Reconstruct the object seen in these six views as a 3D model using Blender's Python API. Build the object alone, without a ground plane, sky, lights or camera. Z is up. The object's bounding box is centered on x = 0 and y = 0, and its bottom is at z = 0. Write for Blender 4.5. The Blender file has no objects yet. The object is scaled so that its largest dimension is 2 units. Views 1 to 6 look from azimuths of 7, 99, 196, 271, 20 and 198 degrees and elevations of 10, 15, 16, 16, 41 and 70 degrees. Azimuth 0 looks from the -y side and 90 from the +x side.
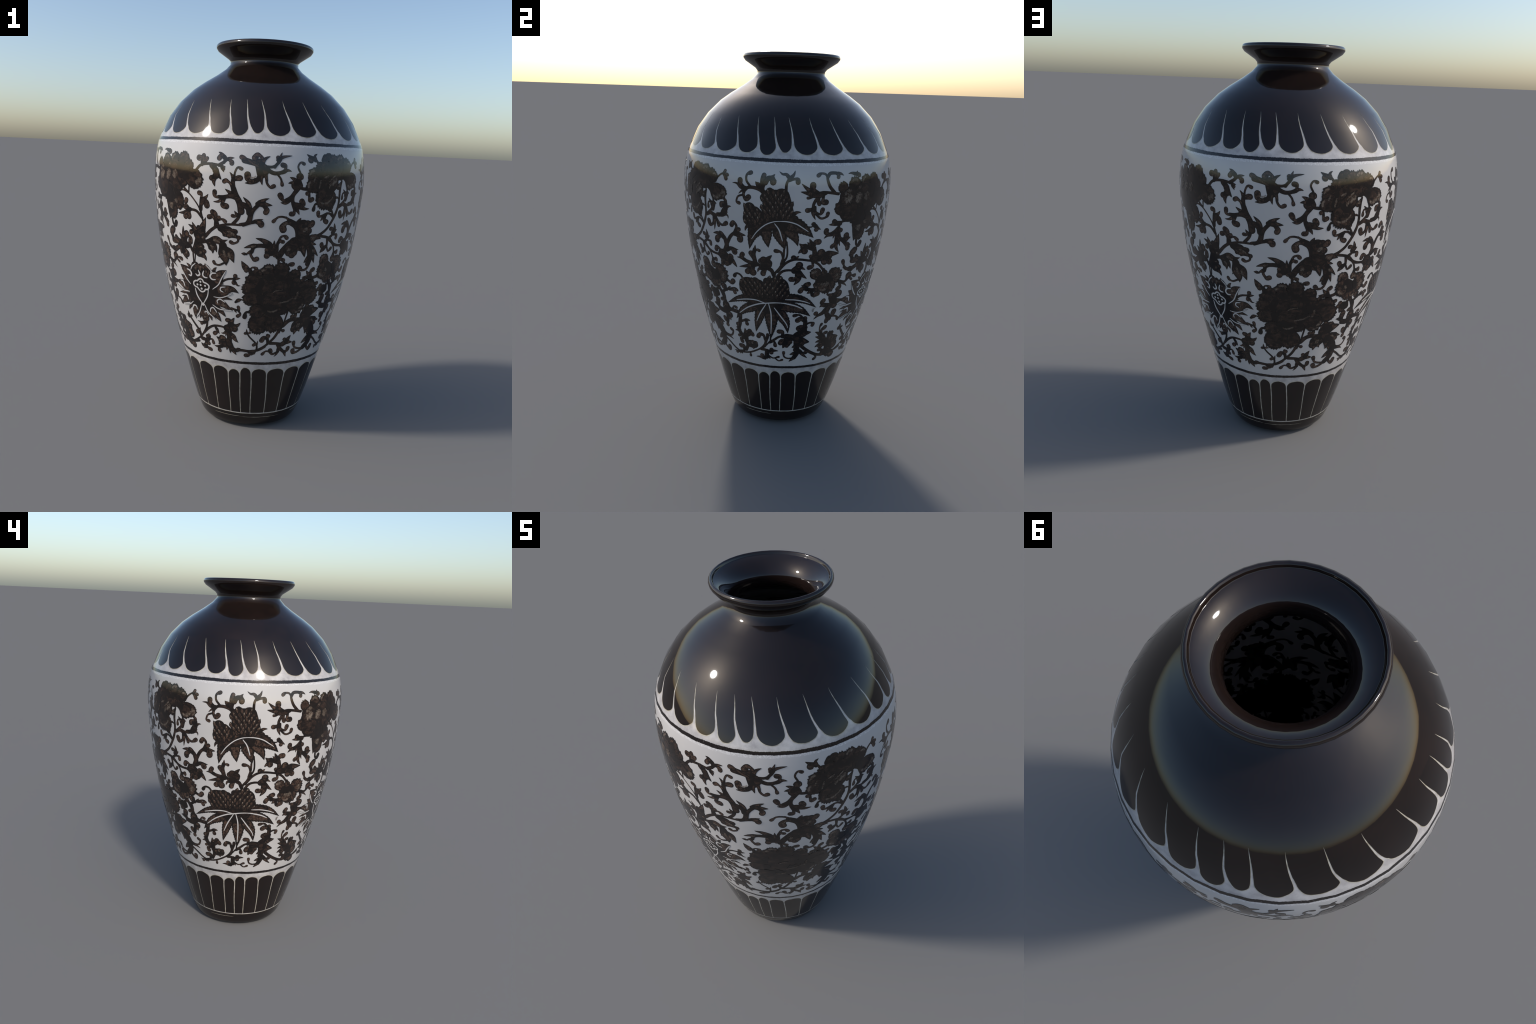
# Tall black-and-white glazed vase: a lathe-turned body in named zones, black lappet
# borders at shoulder and foot, and a scrolling floral band built from brush-stroke
# pieces (each stroke = a spine on the wall + a width rule), repeated twice around.
import bpy, math, random
import numpy as np

random.seed(7)
rng = np.random.default_rng(7)
SIDES = 40                      # the pot is a 40-sided lathe form with smooth normals
WALL = 0.022                    # wall thickness

# ------------------------------------------------------------------ profile (radius, height)
OUTER = [(0.2595, 0.0190), (0.2680, 0.030), (0.2750, 0.044), (0.2890, 0.080),
         (0.2942, 0.0940), (0.3030, 0.120), (0.3283, 0.200), (0.3566, 0.300), (0.3850, 0.400),
         (0.3890, 0.414), (0.4130, 0.500), (0.4395, 0.600), (0.4660, 0.700), (0.4882, 0.800),
         (0.5085, 0.900), (0.5265, 1.0), (0.5405, 1.1), (0.5503, 1.2), (0.5563, 1.28),
         (0.5577, 1.34), (0.5552, 1.40), (0.5473, 1.46), (0.5390, 1.50), (0.5295, 1.525),
         (0.484, 1.623), (0.4290, 1.700), (0.3680, 1.760), (0.3125, 1.800), (0.2488, 1.840),
         (0.204, 1.872), (0.1792, 1.898), (0.1780, 1.916), (0.1885, 1.929), (0.2418, 1.964),
         (0.2525, 1.978), (0.2540, 1.987)]


def _smooth_belly(knots, z0=0.414, z1=1.50, step=0.0155):
    """Keep the turned facets at foot and shoulder, round the belly with a cubic."""
    r = np.array([k[0] for k in knots]); z = np.array([k[1] for k in knots])
    m = np.gradient(r, z)
    out = [k for k in knots if k[1] <= z0]
    for zz in np.linspace(z0, z1, int((z1 - z0) / step) + 1)[1:-1]:
        i = int(np.searchsorted(z, zz)) - 1
        h = z[i + 1] - z[i]
        t = (zz - z[i]) / h
        out.append(((2 * t ** 3 - 3 * t * t + 1) * r[i] + (t ** 3 - 2 * t * t + t) * h * m[i]
                    + (-2 * t ** 3 + 3 * t * t) * r[i + 1] + (t ** 3 - t * t) * h * m[i + 1], zz))
    return out + [k for k in knots if k[1] >= z1]


OUTER = _smooth_belly(OUTER)
PR = np.array([p[0] for p in OUTER]); PZ = np.array([p[1] for p in OUTER])


def radius(z):
    return float(np.interp(z, PZ, PR))


def _profile_normals():
    n = []
    for i in range(len(OUTER)):
        acc = np.zeros(2)
        for a, b in ((i - 1, i), (i, i + 1)):
            if a < 0 or b >= len(OUTER):
                continue
            d = np.array([PR[b] - PR[a], PZ[b] - PZ[a]])
            acc += np.array([d[1], -d[0]]) / np.hypot(*d)
        n.append(acc / np.hypot(*acc))
    return np.array(n)


PN = _profile_normals()


def normal2(z):
    v = np.array([np.interp(z, PZ, PN[:, 0]), np.interp(z, PZ, PN[:, 1])])
    return v / np.hypot(*v)


def wall_point(az, z, off=0.0):
    """Point on the 40-sided wall at azimuth az (degrees, 0 = -y, 90 = +x)."""
    step = 360.0 / SIDES
    h = math.radians(step / 2)
    d = math.radians((az % step) - step / 2)
    k = min(max((z - 0.45) / -0.036, (z - 1.46) / 0.04, 0.0), 1.0)   # facets fade out on the belly
    r = radius(z) * (1 - k + k * math.cos(h) / math.cos(d))
    n = normal2(z)
    r += n[0] * off
    a = math.radians(az)
    return (r * math.sin(a), -r * math.cos(a), z + n[1] * off)


def wall_normal(az, z):
    n = normal2(z)
    a = math.radians(az)
    return (n[0] * math.sin(a), -n[0] * math.cos(a), n[1])


# ------------------------------------------------------------------ materials
def mat_new(name, rough=0.1, ior=1.5):
    m = bpy.data.materials.new(name)
    m.use_nodes = True
    nt = m.node_tree
    b = nt.nodes["Principled BSDF"]
    b.inputs["Roughness"].default_value = rough
    b.inputs["IOR"].default_value = ior
    return m, nt, b


def node(nt, kind, **inp):
    n = nt.nodes.new(kind)
    for k, v in inp.items():
        n.inputs[k].default_value = v
    return n


def noise_mix(name, c0, c1, scale, lo, hi, rough=0.1, ior=1.5, detail=4.0, stretch=(1, 1, 1), spots=None):
    """Two-colour glaze mixed by a noise mask, with optional dark dots on top."""
    m, nt, b = mat_new(name, rough, ior)
    L = nt.links.new
    tc = node(nt, "ShaderNodeTexCoord")
    mp = node(nt, "ShaderNodeMapping")
    mp.inputs["Scale"].default_value = stretch
    L(tc.outputs["Object"], mp.inputs["Vector"])
    nz = node(nt, "ShaderNodeTexNoise", Scale=scale, Detail=detail, Roughness=0.6)
    L(mp.outputs["Vector"], nz.inputs["Vector"])
    rp = node(nt, "ShaderNodeValToRGB")
    rp.color_ramp.elements[0].position = lo
    rp.color_ramp.elements[0].color = (*c0, 1)
    rp.color_ramp.elements[1].position = hi
    rp.color_ramp.elements[1].color = (*c1, 1)
    L(nz.outputs["Fac"], rp.inputs["Fac"])
    out = rp.outputs["Color"]
    if spots:
        sc, size, col = spots
        vo = node(nt, "ShaderNodeTexVoronoi", Scale=sc, Randomness=0.8)
        L(mp.outputs["Vector"], vo.inputs["Vector"])
        lt = node(nt, "ShaderNodeMath")
        lt.operation = "LESS_THAN"
        lt.inputs[1].default_value = size
        L(vo.outputs["Distance"], lt.inputs[0])
        mx = node(nt, "ShaderNodeMix")
        mx.data_type = "RGBA"
        L(lt.outputs["Value"], mx.inputs["Factor"])
        L(out, mx.inputs["A"])
        mx.inputs["B"].default_value = (*col, 1)
        out = mx.outputs["Result"]
    L(out, b.inputs["Base Color"])
    return m


INK_C = (0.0105, 0.0075, 0.0062)
M_BLACK = noise_mix("black_glaze", (0.0095, 0.0064, 0.0056), (0.0155, 0.0092, 0.0076), 6, 0.35, 0.7, rough=0.05)
M_WHITE = noise_mix("white_glaze", (0.49, 0.467, 0.450), (0.53, 0.506, 0.489), 5, 0.3, 0.7, rough=0.075)
M_MARBLE = noise_mix("marbled_white_glaze", (0.34, 0.318, 0.312), (0.53, 0.502, 0.485), 22, 0.32, 0.64, rough=0.07, detail=6)
M_CREAM = noise_mix("cream_glaze_edge", (0.22, 0.175, 0.11), (0.52, 0.485, 0.39), 40, 0.30, 0.62, rough=0.07)
M_FROST = noise_mix("frosted_white_glaze", (0.50, 0.478, 0.465), (0.68, 0.655, 0.64), 160, 0.42, 0.66, rough=0.10, detail=3)
M_INK = noise_mix("ink_outline", INK_C, (0.016, 0.0115, 0.0095), 60, 0.4, 0.7, rough=0.08)
M_BROWN = noise_mix("brown_wash", (0.014, 0.0095, 0.0078), (0.098, 0.057, 0.039), 75, 0.40, 0.68, rough=0.08,
                    detail=5, spots=(125, 0.24, INK_C))
M_PETAL = noise_mix("petal_wash", (0.010, 0.007, 0.0058), (0.052, 0.030, 0.021), 34, 0.42, 0.72, rough=0.08, detail=6,
                    stretch=(1, 1, 1.6))
M_TAN = noise_mix("tan_hatching", (0.070, 0.044, 0.032), (0.255, 0.205, 0.160), 90, 0.38, 0.64, rough=0.08, detail=2)
M_BAND = noise_mix("dark_line_glaze", (0.013, 0.0095, 0.0085), (0.16, 0.15, 0.145), 150, 0.60, 0.80, rough=0.08)

# ------------------------------------------------------------------ object helpers
root = bpy.data.objects.new("porcelain_vase", None)
bpy.context.scene.collection.objects.link(root)
root["label"] = "tall black and white vase with scrolling flowers"
root["category"] = "vase"


def make_object(name, verts, faces, normals, mats, slots, parent=None):
    me = bpy.data.meshes.new(name)
    me.from_pydata(verts, [], faces)
    for m in mats:
        me.materials.append(m)
    if len(mats) > 1:
        me.polygons.foreach_set("material_index", slots)
    me.polygons.foreach_set("use_smooth", [True] * len(faces))
    me.update()
    if normals is not None:
        me.normals_split_custom_set_from_vertices(normals)
    ob = bpy.data.objects.new(name, me)
    bpy.context.scene.collection.objects.link(ob)
    ob.parent = parent if parent is not None else root
    return ob


def turned_copy(ob, angle, parent=None):
    """Repeat of a part, turned about the vase axis; shares the mesh data."""
    c = ob.copy()
    bpy.context.scene.collection.objects.link(c)
    c.parent = parent if parent is not None else root
    c.rotation_euler = (0, 0, math.radians(angle) if parent is None else 0)
    return c


# ------------------------------------------------------------------ lathe zones
def lathe(name, rings, mat, closed_axis=False):
    """rings: list of (r, z, (nr, nz)). One skin, quads between rings."""
    V, N, F = [], [], []
    for r, z, n in rings:
        for k in range(SIDES):
            a = math.radians(k * 360.0 / SIDES)
            V.append((r * math.sin(a), -r * math.cos(a), z))
            N.append((n[0] * math.sin(a), -n[0] * math.cos(a), n[1]))
    for i in range(len(rings) - 1):
        for k in range(SIDES):
            k2 = (k + 1) % SIDES
            F.append((i * SIDES + k, i * SIDES + k2, (i + 1) * SIDES + k2, (i + 1) * SIDES + k))
    return make_object(name, V, F, N, [mat], None)


def wall_zone(name, z0, z1, mat, sides=SIDES, skins=(False, True)):
    """A zone of the pot wall between two heights: outer skin, inner skin 3 mm inside."""
    zs = sorted({z0, z1} | {z for z in PZ if z0 < z < z1})
    V, N, F = [], [], []
    for inner in skins:
        base = len(V)
        for z in (reversed(zs) if inner else zs):
            for k in range(sides):
                az = k * 360.0 / sides
                V.append(wall_point(az, z, -WALL if inner else 0.0))
                n = wall_normal(az, z)
                N.append(tuple(-c for c in n) if inner else n)
        for i in range(len(zs) - 1):
            for k in range(sides):
                k2 = (k + 1) % sides
                F.append((base + i * sides + k, base + i * sides + k2,
                          base + (i + 1) * sides + k2, base + (i + 1) * sides + k))
    return make_object(name, V, F, N, [mat], None)


Z_FOOT, Z_LOW_LINE, Z_HIGH_LINE, Z_SHOULDER, Z_NECK, Z_RIM = 0.094, 0.400, 1.500, 1.6965, 1.898, 1.929
wall_zone("foot", 0.019, Z_FOOT, M_BLACK)
wall_zone("foot_border", Z_FOOT, Z_LOW_LINE, M_MARBLE)
wall_zone("body", Z_LOW_LINE, Z_HIGH_LINE, M_WHITE, sides=320)
wall_zone("shoulder_border", Z_HIGH_LINE, Z_SHOULDER, M_MARBLE)
wall_zone("shoulder", Z_SHOULDER, Z_NECK, M_BLACK)
wall_zone("neck", Z_NECK, Z_RIM, M_BLACK, skins=(False,))


def ring_profile(pts):
    out = []
    for i, (r, z) in enumerate(pts):
        a = pts[max(i - 1, 0)]
        b = pts[min(i + 1, len(pts) - 1)]
        d = np.array([b[0] - a[0], b[1] - a[1]])
        n = np.array([d[1], -d[0]]) / np.hypot(*d)
        out.append((r, z, tuple(n)))
    return out


# flared rim: underside, rounded bead, groove, inner funnel
nr = normal2(Z_RIM)
n2 = normal2(1.964)
nn = normal2(Z_NECK)
RIM = [(0.1885, Z_RIM), (0.2418, 1.964), (0.2525, 1.978), (0.2542, 1.9865), (0.2518, 1.9945), (0.2465, 1.9990),
       (0.2430, 2.0000), (0.2395, 1.9988), (0.2368, 1.9955), (0.2352, 1.9895), (0.2340, 1.9876)]
BOWL = [(0.2320, 1.9868, 0.950), (0.2215, 1.9818, 0.905), (0.2090, 1.9750, 0.850), (0.1960, 1.9655, 0.785), (0.1830, 1.9540, 0.705),
        (0.1745, 1.9435, 0.610), (0.1685, 1.9330, 0.490), (0.1630, 1.9180, 0.20), (0.1615, 1.9050, 0.0)]
rp = ring_profile(RIM)
rp[0] = (rp[0][0], rp[0][1], tuple(nr))
rp[1] = (rp[1][0], rp[1][1], tuple(n2))
rp += [(r, z, (-math.sqrt(1 - b * b), b)) for r, z, b in BOWL]      # funnel and throat
rp.append((radius(Z_NECK) - nn[0] * WALL, Z_NECK - nn[1] * WALL, (-nn[0], -nn[1])))
lathe("rim", rp, M_BLACK)
# base disc: flat underside with a rounded corner, plus the floor seen from above
BASE = [(0.0005, 0.0), (0.070, 0.0), (0.125, 0.0045), (0.200, 0.0125), (0.2500, 0.0160), (0.2595, 0.0190)]
bp = ring_profile(BASE)
bp[-1] = (0.2595, 0.019, tuple(normal2(0.019)))
lathe("base", bp, M_BLACK)
FLOOR = [(0.245, 0.030), (0.20, 0.025), (0.0005, 0.024)]
lathe("floor", [(r, z, (0, 1)) for r, z in FLOOR], M_BLACK)

# ------------------------------------------------------------------ painted rings
def painted_ring(name, z0, z1, mat, off, az0=0.0, az1=360.0, rag=0.0, seed=0, fade=False):
    """Band of glaze running round the wall, with slightly ragged brush edges."""
    r = np.random.default_rng(seed)
    n = max(int((az1 - az0) / 0.3), 4)
    full = abs(az1 - az0 - 360) < 1e-6
    lo, hi = np.zeros(n + 1), np.zeros(n + 1)
    for arr in (lo, hi):
        for f, am in ((3, 0.5), (7, 0.5), (23, 0.3), (57, 0.2), (131, 0.25), (293, 0.3), (411, 0.3)):
            ph = r.random() * 6.28
            arr += am * np.sin(np.arange(n + 1) / n * (az1 - az0) / 360 * f * 6.28318 + ph)
    V, N, F = [], [], []
    cols = 3
    for i in range(n + 1):
        az = az0 + (az1 - az0) * i / n
        a, b = z0 + lo[i] * rag, z1 + hi[i] * rag
        if fade:
            m = math.sin(math.pi * i / n) ** 0.5
            c = (a + b) / 2
            a, b = c + (a - c) * m, c + (b - c) * m
        for j in range(cols + 1):
            z = a + (b - a) * j / cols
            o = off if 0 < j < cols else off * 0.6
            V.append(wall_point(az, z, o))
            N.append(wall_normal(az, z))
    for i in range(n):
        for j in range(cols):
            q = i * (cols + 1) + j
            F.append((q, q + cols + 1, q + cols + 2, q + 1))
    return make_object(name, V, F, N, [mat], None)


painted_ring("painted_line", 1.5005, 1.5150, M_BAND, 0.0006, rag=0.0014, seed=1)
painted_ring("frosted_line", 1.4885, 1.5010, M_FROST, 0.0004, rag=0.0016, seed=21)
painted_ring("painted_line", 0.3985, 0.4135, M_BAND, 0.0006, rag=0.0011, seed=2)
painted_ring("pale_line", 0.0925, 0.0953, M_CREAM, 0.0006, rag=0.0002, seed=3)
for q in range(4):
    painted_ring("pale_line", 0.0715, 0.0735, M_CREAM, 0.0005, -32 + 90 * q, -0.5 + 90 * q, rag=0.0003, seed=4 + q, fade=True)
for q in (0, 2):
    painted_ring("pale_line", 0.0690, 0.0708, M_CREAM, 0.0005, -0.5 + 90 * q, 42 + 90 * q, rag=0.0003, seed=9 + q, fade=True)

# ------------------------------------------------------------------ lappets (black tongues), 7 per quarter
# dividing lines, azimuths at (tip, middle, root) of each white spike on the shoulder
SPIKE = [(-12.6, -9.7, -8.5), (-2.5, 0.2, 1.3), (6.75, 9.25, 9.9), (19.4, 22.1, 23.5),
         (32.9, 36.0, 38.2), (47.5, 51.1, 53.9), (62.7, 67.6, 69.1)]
TONGUE_LOW = [1.5302, 1.5440, 1.5367, 1.5361, 1.5345, 1.5340, 1.5360]
# lower dividing lines, azimuths at (top, bottom) and tongue top heights
FLUTE = [(-10.3, -10.6), (-0.75, -0.5), (8.4, 9.3), (21.0, 23.75), (35.8, 37.3), (50.9, 50.7), (66.3, 65.4)]
TONGUE_HIGH = [0.3635, 0.3770, 0.3726, 0.3714, 0.3697, 0.3720, 0.3700]


def spike_az(i, z):
    s = SPIKE[i % 7]
    t = (z - 1.565) / (1.703 - 1.565)
    m = 0.32                                             # parabola through root, middle and tip
    c = np.polyfit([0.0, m, 1.0], [s[2], s[1], s[0]], 2)
    a = np.polyval(c, max(t, 0.0))
    return a + 90 * (i // 7) + 0.16 * math.sin((i % 7) * 2.1 + t * 7)


def flute_az(i, z):
    s = FLUTE[i % 7]
    t = (z - 0.095) / (0.34 - 0.095)
    return s[1] + (s[0] - s[1]) * t + 90 * (i // 7) + 0.18 * math.sin((i % 7) * 1.7 + t * 6)


def tongue(name, left, right, z_round, z_end, grow, gap, depth_round):
    """Black tongue between two dividing lines; rounded at z_round, open at z_end."""
    up = 1 if z_end > z_round else -1
    V, N, F, S = [], [], [], []
    layers = ((M_CREAM, 0.0004, 0.0030), (M_BLACK, 0.0008, 0.0))
    for li, (_m, off, extra) in enumerate(layers):
        base = len(V)
        zr = z_round - up * extra
        L = abs(z_end - zr)
        rows = [L * (i / 44.0) ** 1.6 for i in range(45)]
        cols = 14
        for h in rows:
            z = zr + up * h
            zc = min(max(z, 0.02), 1.9)
            a, b = left(zc), right(zc)
            r = radius(zc)
            mid, half = (a + b) / 2, math.radians(b - a) / 2 * r
            g = gap(abs(z_end - z) / L)
            half = max(half - g + extra * 0.55 * min(1, g / 0.0015), 0.0005)
            if h < depth_round:
                k = 1 - h / depth_round
                half *= max(1 - k ** 2.3, 0.0) ** 0.5
            half = max(half, 0.0002)
            o = off
            if abs(z_end - z) < 0.0045:
                o = -0.0012
            for j in range(cols + 1):
                x = -1 + 2 * j / cols
                az = mid + math.degrees(half * x / r)
                V.append(wall_point(az, zc, o if 0 < j < cols else o - 0.00015 * (o > 0)))
                N.append(wall_normal(az, zc))
        for i in range(len(rows) - 1):
            for j in range(cols):
                q = base + i * (cols + 1) + j
                f = (q, q + cols + 1, q + cols + 2, q + 1)
                F.append(f if up < 0 else f[::-1])
                S.append(li)
    return make_object(name, V, F, N, [l[0] for l in layers], S)


for i in range(7):
    t = tongue("shoulder_lappet", lambda z, i=i: spike_az(i, z), lambda z, i=i: spike_az(i + 1, z),
               TONGUE_LOW[i], 1.704, 1, lambda u: 0.0050 * min(1.0, u * 1.3) ** 0.9 + 0.0035 * u ** 4, 0.047)
    for q in (1, 2, 3):
        turned_copy(t, 90 * q)
    t = tongue("foot_lappet", lambda z, i=i: flute_az(i, z), lambda z, i=i: flute_az(i + 1, z),
               TONGUE_HIGH[i], 0.0925, -1, lambda u: 0.0019 + 0.0010 * u, 0.036)
    for q in (1, 2, 3):
        turned_copy(t, 90 * q)

# ------------------------------------------------------------------ brush strokes on the wall
class Stroke:
    def __init__(self, kind, w, pts):
        self.kind, self.w = kind, w / 1000.0 * (0.94 if kind == 'stem' else 1.0)
        if kind == "line" and len(pts) > 4 and pts[0] == pts[-1]:
            self.kind = "loop"
        self.zm = sum(p[1] for p in pts) / len(pts)
        self.rm = radius(self.zm)
        self.pts = np.array([(math.radians(a) * self.rm, z) for a, z in pts], float)


def stem(w, *p): return Stroke("stem", w, p)        # even width, slight taper
def horn(w, *p): return Stroke("horn", w, p)        # broad root running out to a point
def blade(w, *p): return Stroke("blade", w, p)      # leaf: swells, then pointed
def toothed(w, *p): return Stroke("toothed", w, p)  # leaf with saw-toothed margin
def curl(w, *p): return Stroke("curl", w, p)        # stalk ending in a round knob
def drop(w, *p): return Stroke("drop", w, p)        # lobe, round at the far end
def blob(w, *p): return Stroke("blob", w, p)        # rounded mass
def frill(w, *p): return Stroke("frill", w, p)      # petal with scalloped margin
def glint(w, *p): return Stroke("glint", w, p)      # pale hatching
def line(w, *p): return Stroke("line", w, p)        # reserved white line


def spline(pts, step):
    """Catmull-Rom through the spine points, resampled by arc length."""
    P = np.vstack([2 * pts[0] - pts[1], pts, 2 * pts[-1] - pts[-2]])
    out = []
    for i in range(1, len(P) - 2):
        p0, p1, p2, p3 = P[i - 1:i + 3]
        n = 12
        for k in range(n):
            t = k / n
            out.append(0.5 * (2 * p1 + (p2 - p0) * t + (2 * p0 - 5 * p1 + 4 * p2 - p3) * t * t
                              + (3 * p1 - p0 - 3 * p2 + p3) * t ** 3))
    out.append(pts[-1])
    out = np.array(out)
    d = np.concatenate([[0], np.cumsum(np.hypot(*np.diff(out, axis=0).T))])
    L = d[-1]
    n = max(int(L / step), 3)
    s = np.linspace(0, L, n + 1)
    return np.stack([np.interp(s, d, out[:, 0]), np.interp(s, d, out[:, 1])], 1), L


def smooth(x):
    x = min(max(x, 0.0), 1.0)
    return x * x * (3 - 2 * x)


def half_width(kind, w, t, s, L):
    e = L - s
    if kind == "stem":
        return w * (1 - 0.22 * t)
    if kind == "horn":
        return w * max(1 - t, 0) ** 0.72 * (0.72 + 0.28 * smooth(t / 0.25))
    if kind in ("blade", "toothed"):
        if t < 0.4:
            return w * (0.62 + 0.38 * smooth(t / 0.4))
        return w * max(1 - ((t - 0.4) / 0.6) ** 1.5, 0.0)
    if kind == "curl":
        return w * (0.56 + 0.44 * smooth((2.3 * w - e) / (1.7 * w)))
    if kind in ("drop", "frill"):
        return w * (0.42 + 0.58 * smooth(t / 0.9))
    if kind == "line" and L > 4 * w:
        return w * (0.30 + 0.50 * math.sin(math.pi * min(max(t, 0.02), 0.98)) ** 0.5)
    if kind == "loop":
        return w * 0.85
    if kind == "glint":
        return w * (0.55 + 0.45 * math.sin(math.pi * t))
    return w


def stations(st, shrink=0.0, seed=0):
    """Spine samples with their half widths, round caps included."""
    w = st.w
    sp, L = spline(st.pts, 0.0030)
    if st.kind in ("drop", "frill") and L > 1.2 * w:
        cut = L - min(0.72 * w, 0.55 * L)
        d = np.concatenate([[0], np.cumsum(np.hypot(*np.diff(sp, axis=0).T))])
        n = max(int(cut / 0.003), 3)
        s = np.linspace(0, cut, n + 1)
        sp = np.stack([np.interp(s, d, sp[:, 0]), np.interp(s, d, sp[:, 1])], 1)
        L = cut
    n = len(sp) - 1
    tan = np.gradient(sp, axis=0)
    tan /= np.maximum(np.hypot(tan[:, 0], tan[:, 1]), 1e-9)[:, None]
    pointed = st.kind in ("horn", "blade", "toothed")
    out = []
    hw0 = max(half_width(st.kind, w, 0, 0, L) - shrink, 0.0003)
    for k in range(5):                                   # start cap
        c = 1 - k / 5.0
        out.append((sp[0] - tan[0] * hw0 * math.sin(c * math.pi / 2), tan[0], hw0 * math.cos(c * math.pi / 2) + 1e-5, 0.0))
    for i in range(n + 1):
        t = i / n
        hw = half_width(st.kind, w, t, t * L, L)
        if st.kind == "toothed":
            ph = (t * L / (0.016)) % 1.0
            hw *= 1 + 0.17 * (ph - 0.5) * smooth(t / 0.15) * smooth((1 - t) / 0.1)
        if st.kind == "frill":
            ph = (t * L / 0.0145) % 1.0
            hw += (ph - 0.55) * min(0.0075, 0.24 * w) * smooth((t - 0.2) / 0.25)
        hw = max(hw - shrink, 0.00015 if pointed else 0.0003)
        if shrink and pointed and hw < 0.0004 and t > 0.5:
            out.append((sp[i], tan[i], 1e-5, t))
            break
        out.append((sp[i], tan[i], hw, t))
    if not pointed:
        hw1 = out[-1][2]
        for k in range(1, 8):
            c = k / 7.0
            r = hw1
            out.append((sp[-1] + tan[-1] * hw1 * math.sin(c * math.pi / 2), tan[-1], max(r * math.cos(c * math.pi / 2), 1e-5), 1.0))
    return out


def frill_grid(st, shrink, t0):
    """Fan-shaped petal with a toothed margin: rows along the petal, columns across it."""
    w = st.w
    sp, L0 = spline(st.pts, 0.0030)
    d = np.concatenate([[0], np.cumsum(np.hypot(*np.diff(sp, axis=0).T))])
    L = L0 - min(0.75 * w, 0.6 * L0)
    end = np.array([np.interp(L, d, sp[:, 0]), np.interp(L, d, sp[:, 1])])
    tan = np.gradient(sp, axis=0)
    tan /= np.maximum(np.hypot(tan[:, 0], tan[:, 1]), 1e-9)[:, None]
    te = np.array([np.interp(L, d, tan[:, 0]), np.interp(L, d, tan[:, 1])])
    we = w - shrink
    amp = min(0.30 * w, 0.0115) * (0.7 if shrink else 1.0)
    per = 0.0170
    cols = int(min(max(8, math.ceil(2.6 * w / 0.0034)), 44))
    nrow = int(max(6, (L + w) / 0.0045))
    rows = []
    for i in range(nrow + 1):
        v = t0 + (1 - t0) * i / nrow
        row = []
        for j in range(cols + 1):
            ph = -math.pi / 2 + math.pi * j / cols
            x = math.sin(ph)
            f = (ph * w / per + st.w * 731.0 + 0.35 * math.sin(3 * ph + w * 900)) % 1.0
            tooth = (f / 0.62 if f < 0.62 else (1 - f) / 0.38) - 0.5
            ext = we * math.cos(ph) + amp * tooth * (abs(math.cos(ph)) ** 0.5)
            q = v * (L + ext)
            if q <= L:
                p = np.array([np.interp(q, d, sp[:, 0]), np.interp(q, d, sp[:, 1])])
                tg = np.array([np.interp(q, d, tan[:, 0]), np.interp(q, d, tan[:, 1])])
            else:
                p, tg = end + te * (q - L), te
            hw = half_width("frill", w, min(q / L, 1.0), q, L) - shrink
            g = (q / per + 0.3) % 1.0
            side = amp * ((g / 0.62 if g < 0.62 else (1 - g) / 0.38) - 0.5) * smooth((v - 0.3) / 0.25) * abs(x) ** 8
            lat = x * max(hw, 0.0004) + math.copysign(side, x)
            row.append((p[0] - tg[1] * lat, p[1] + tg[0] * lat))
        rows.append(row)
    return rows, cols


class Builder:
    def __init__(self):
        self.V, self.N, self.F, self.S = [], [], [], []

    def slab(self, st, slot, off, shrink=0.0, back=-0.0227, t0=0.0):
        """Lay the stroke on the wall as a thin slab let into the glaze."""
        if st.kind == "frill":
            rows, cols = frill_grid(st, shrink, t0)
        else:
            ss = [q for q in stations(st, shrink) if q[3] >= t0]
            if len(ss) < 3:
                return
            wmax = max(q[2] for q in ss)
            cols = int(min(max(2, math.ceil(2 * wmax / 0.007)), 24))
            rows = [[(p[0] - tg[1] * hw * (2 * j / cols - 1), p[1] + tg[0] * hw * (2 * j / cols - 1))
                     for j in range(cols + 1)] for p, tg, hw, t in ss]
        fb = len(self.V)
        solid = back < -0.001
        for face in ((0, 1) if solid else (0,)):
            o = off if face == 0 else back
            for row in rows:
                for u, z in row:
                    az = math.degrees(u / st.rm)
                    z = min(max(z, 0.402), 1.499)
                    self.V.append(wall_point(az, z, o))
                    n = wall_normal(az, z)
                    self.N.append(n if face == 0 else tuple(-c for c in n))
        m = len(rows)
        c1 = cols + 1
        bb = fb + m * c1
        for i in range(m - 1):
            for j in range(cols):
                q = fb + i * c1 + j
                self.F.append((q, q + c1, q + c1 + 1, q + 1))
                self.S.append(slot)
                if solid:
                    q = bb + i * c1 + j
                    self.F.append((q, q + 1, q + c1 + 1, q + c1))
                    self.S.append(slot)
            if solid:
                for j in (0, cols):
                    q, q2 = fb + i * c1 + j, bb + i * c1 + j
                    f = (q, q + c1, q2 + c1, q2)
                    self.F.append(f if j else f[::-1])
                    self.S.append(slot)

    def finish(self, name, mats, parent=None):
        return make_object(name, self.V, self.F, self.N, mats, self.S, parent)


MATS = [M_INK, M_BROWN, M_PETAL, M_TAN, M_WHITE]
count = [0]


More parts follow.
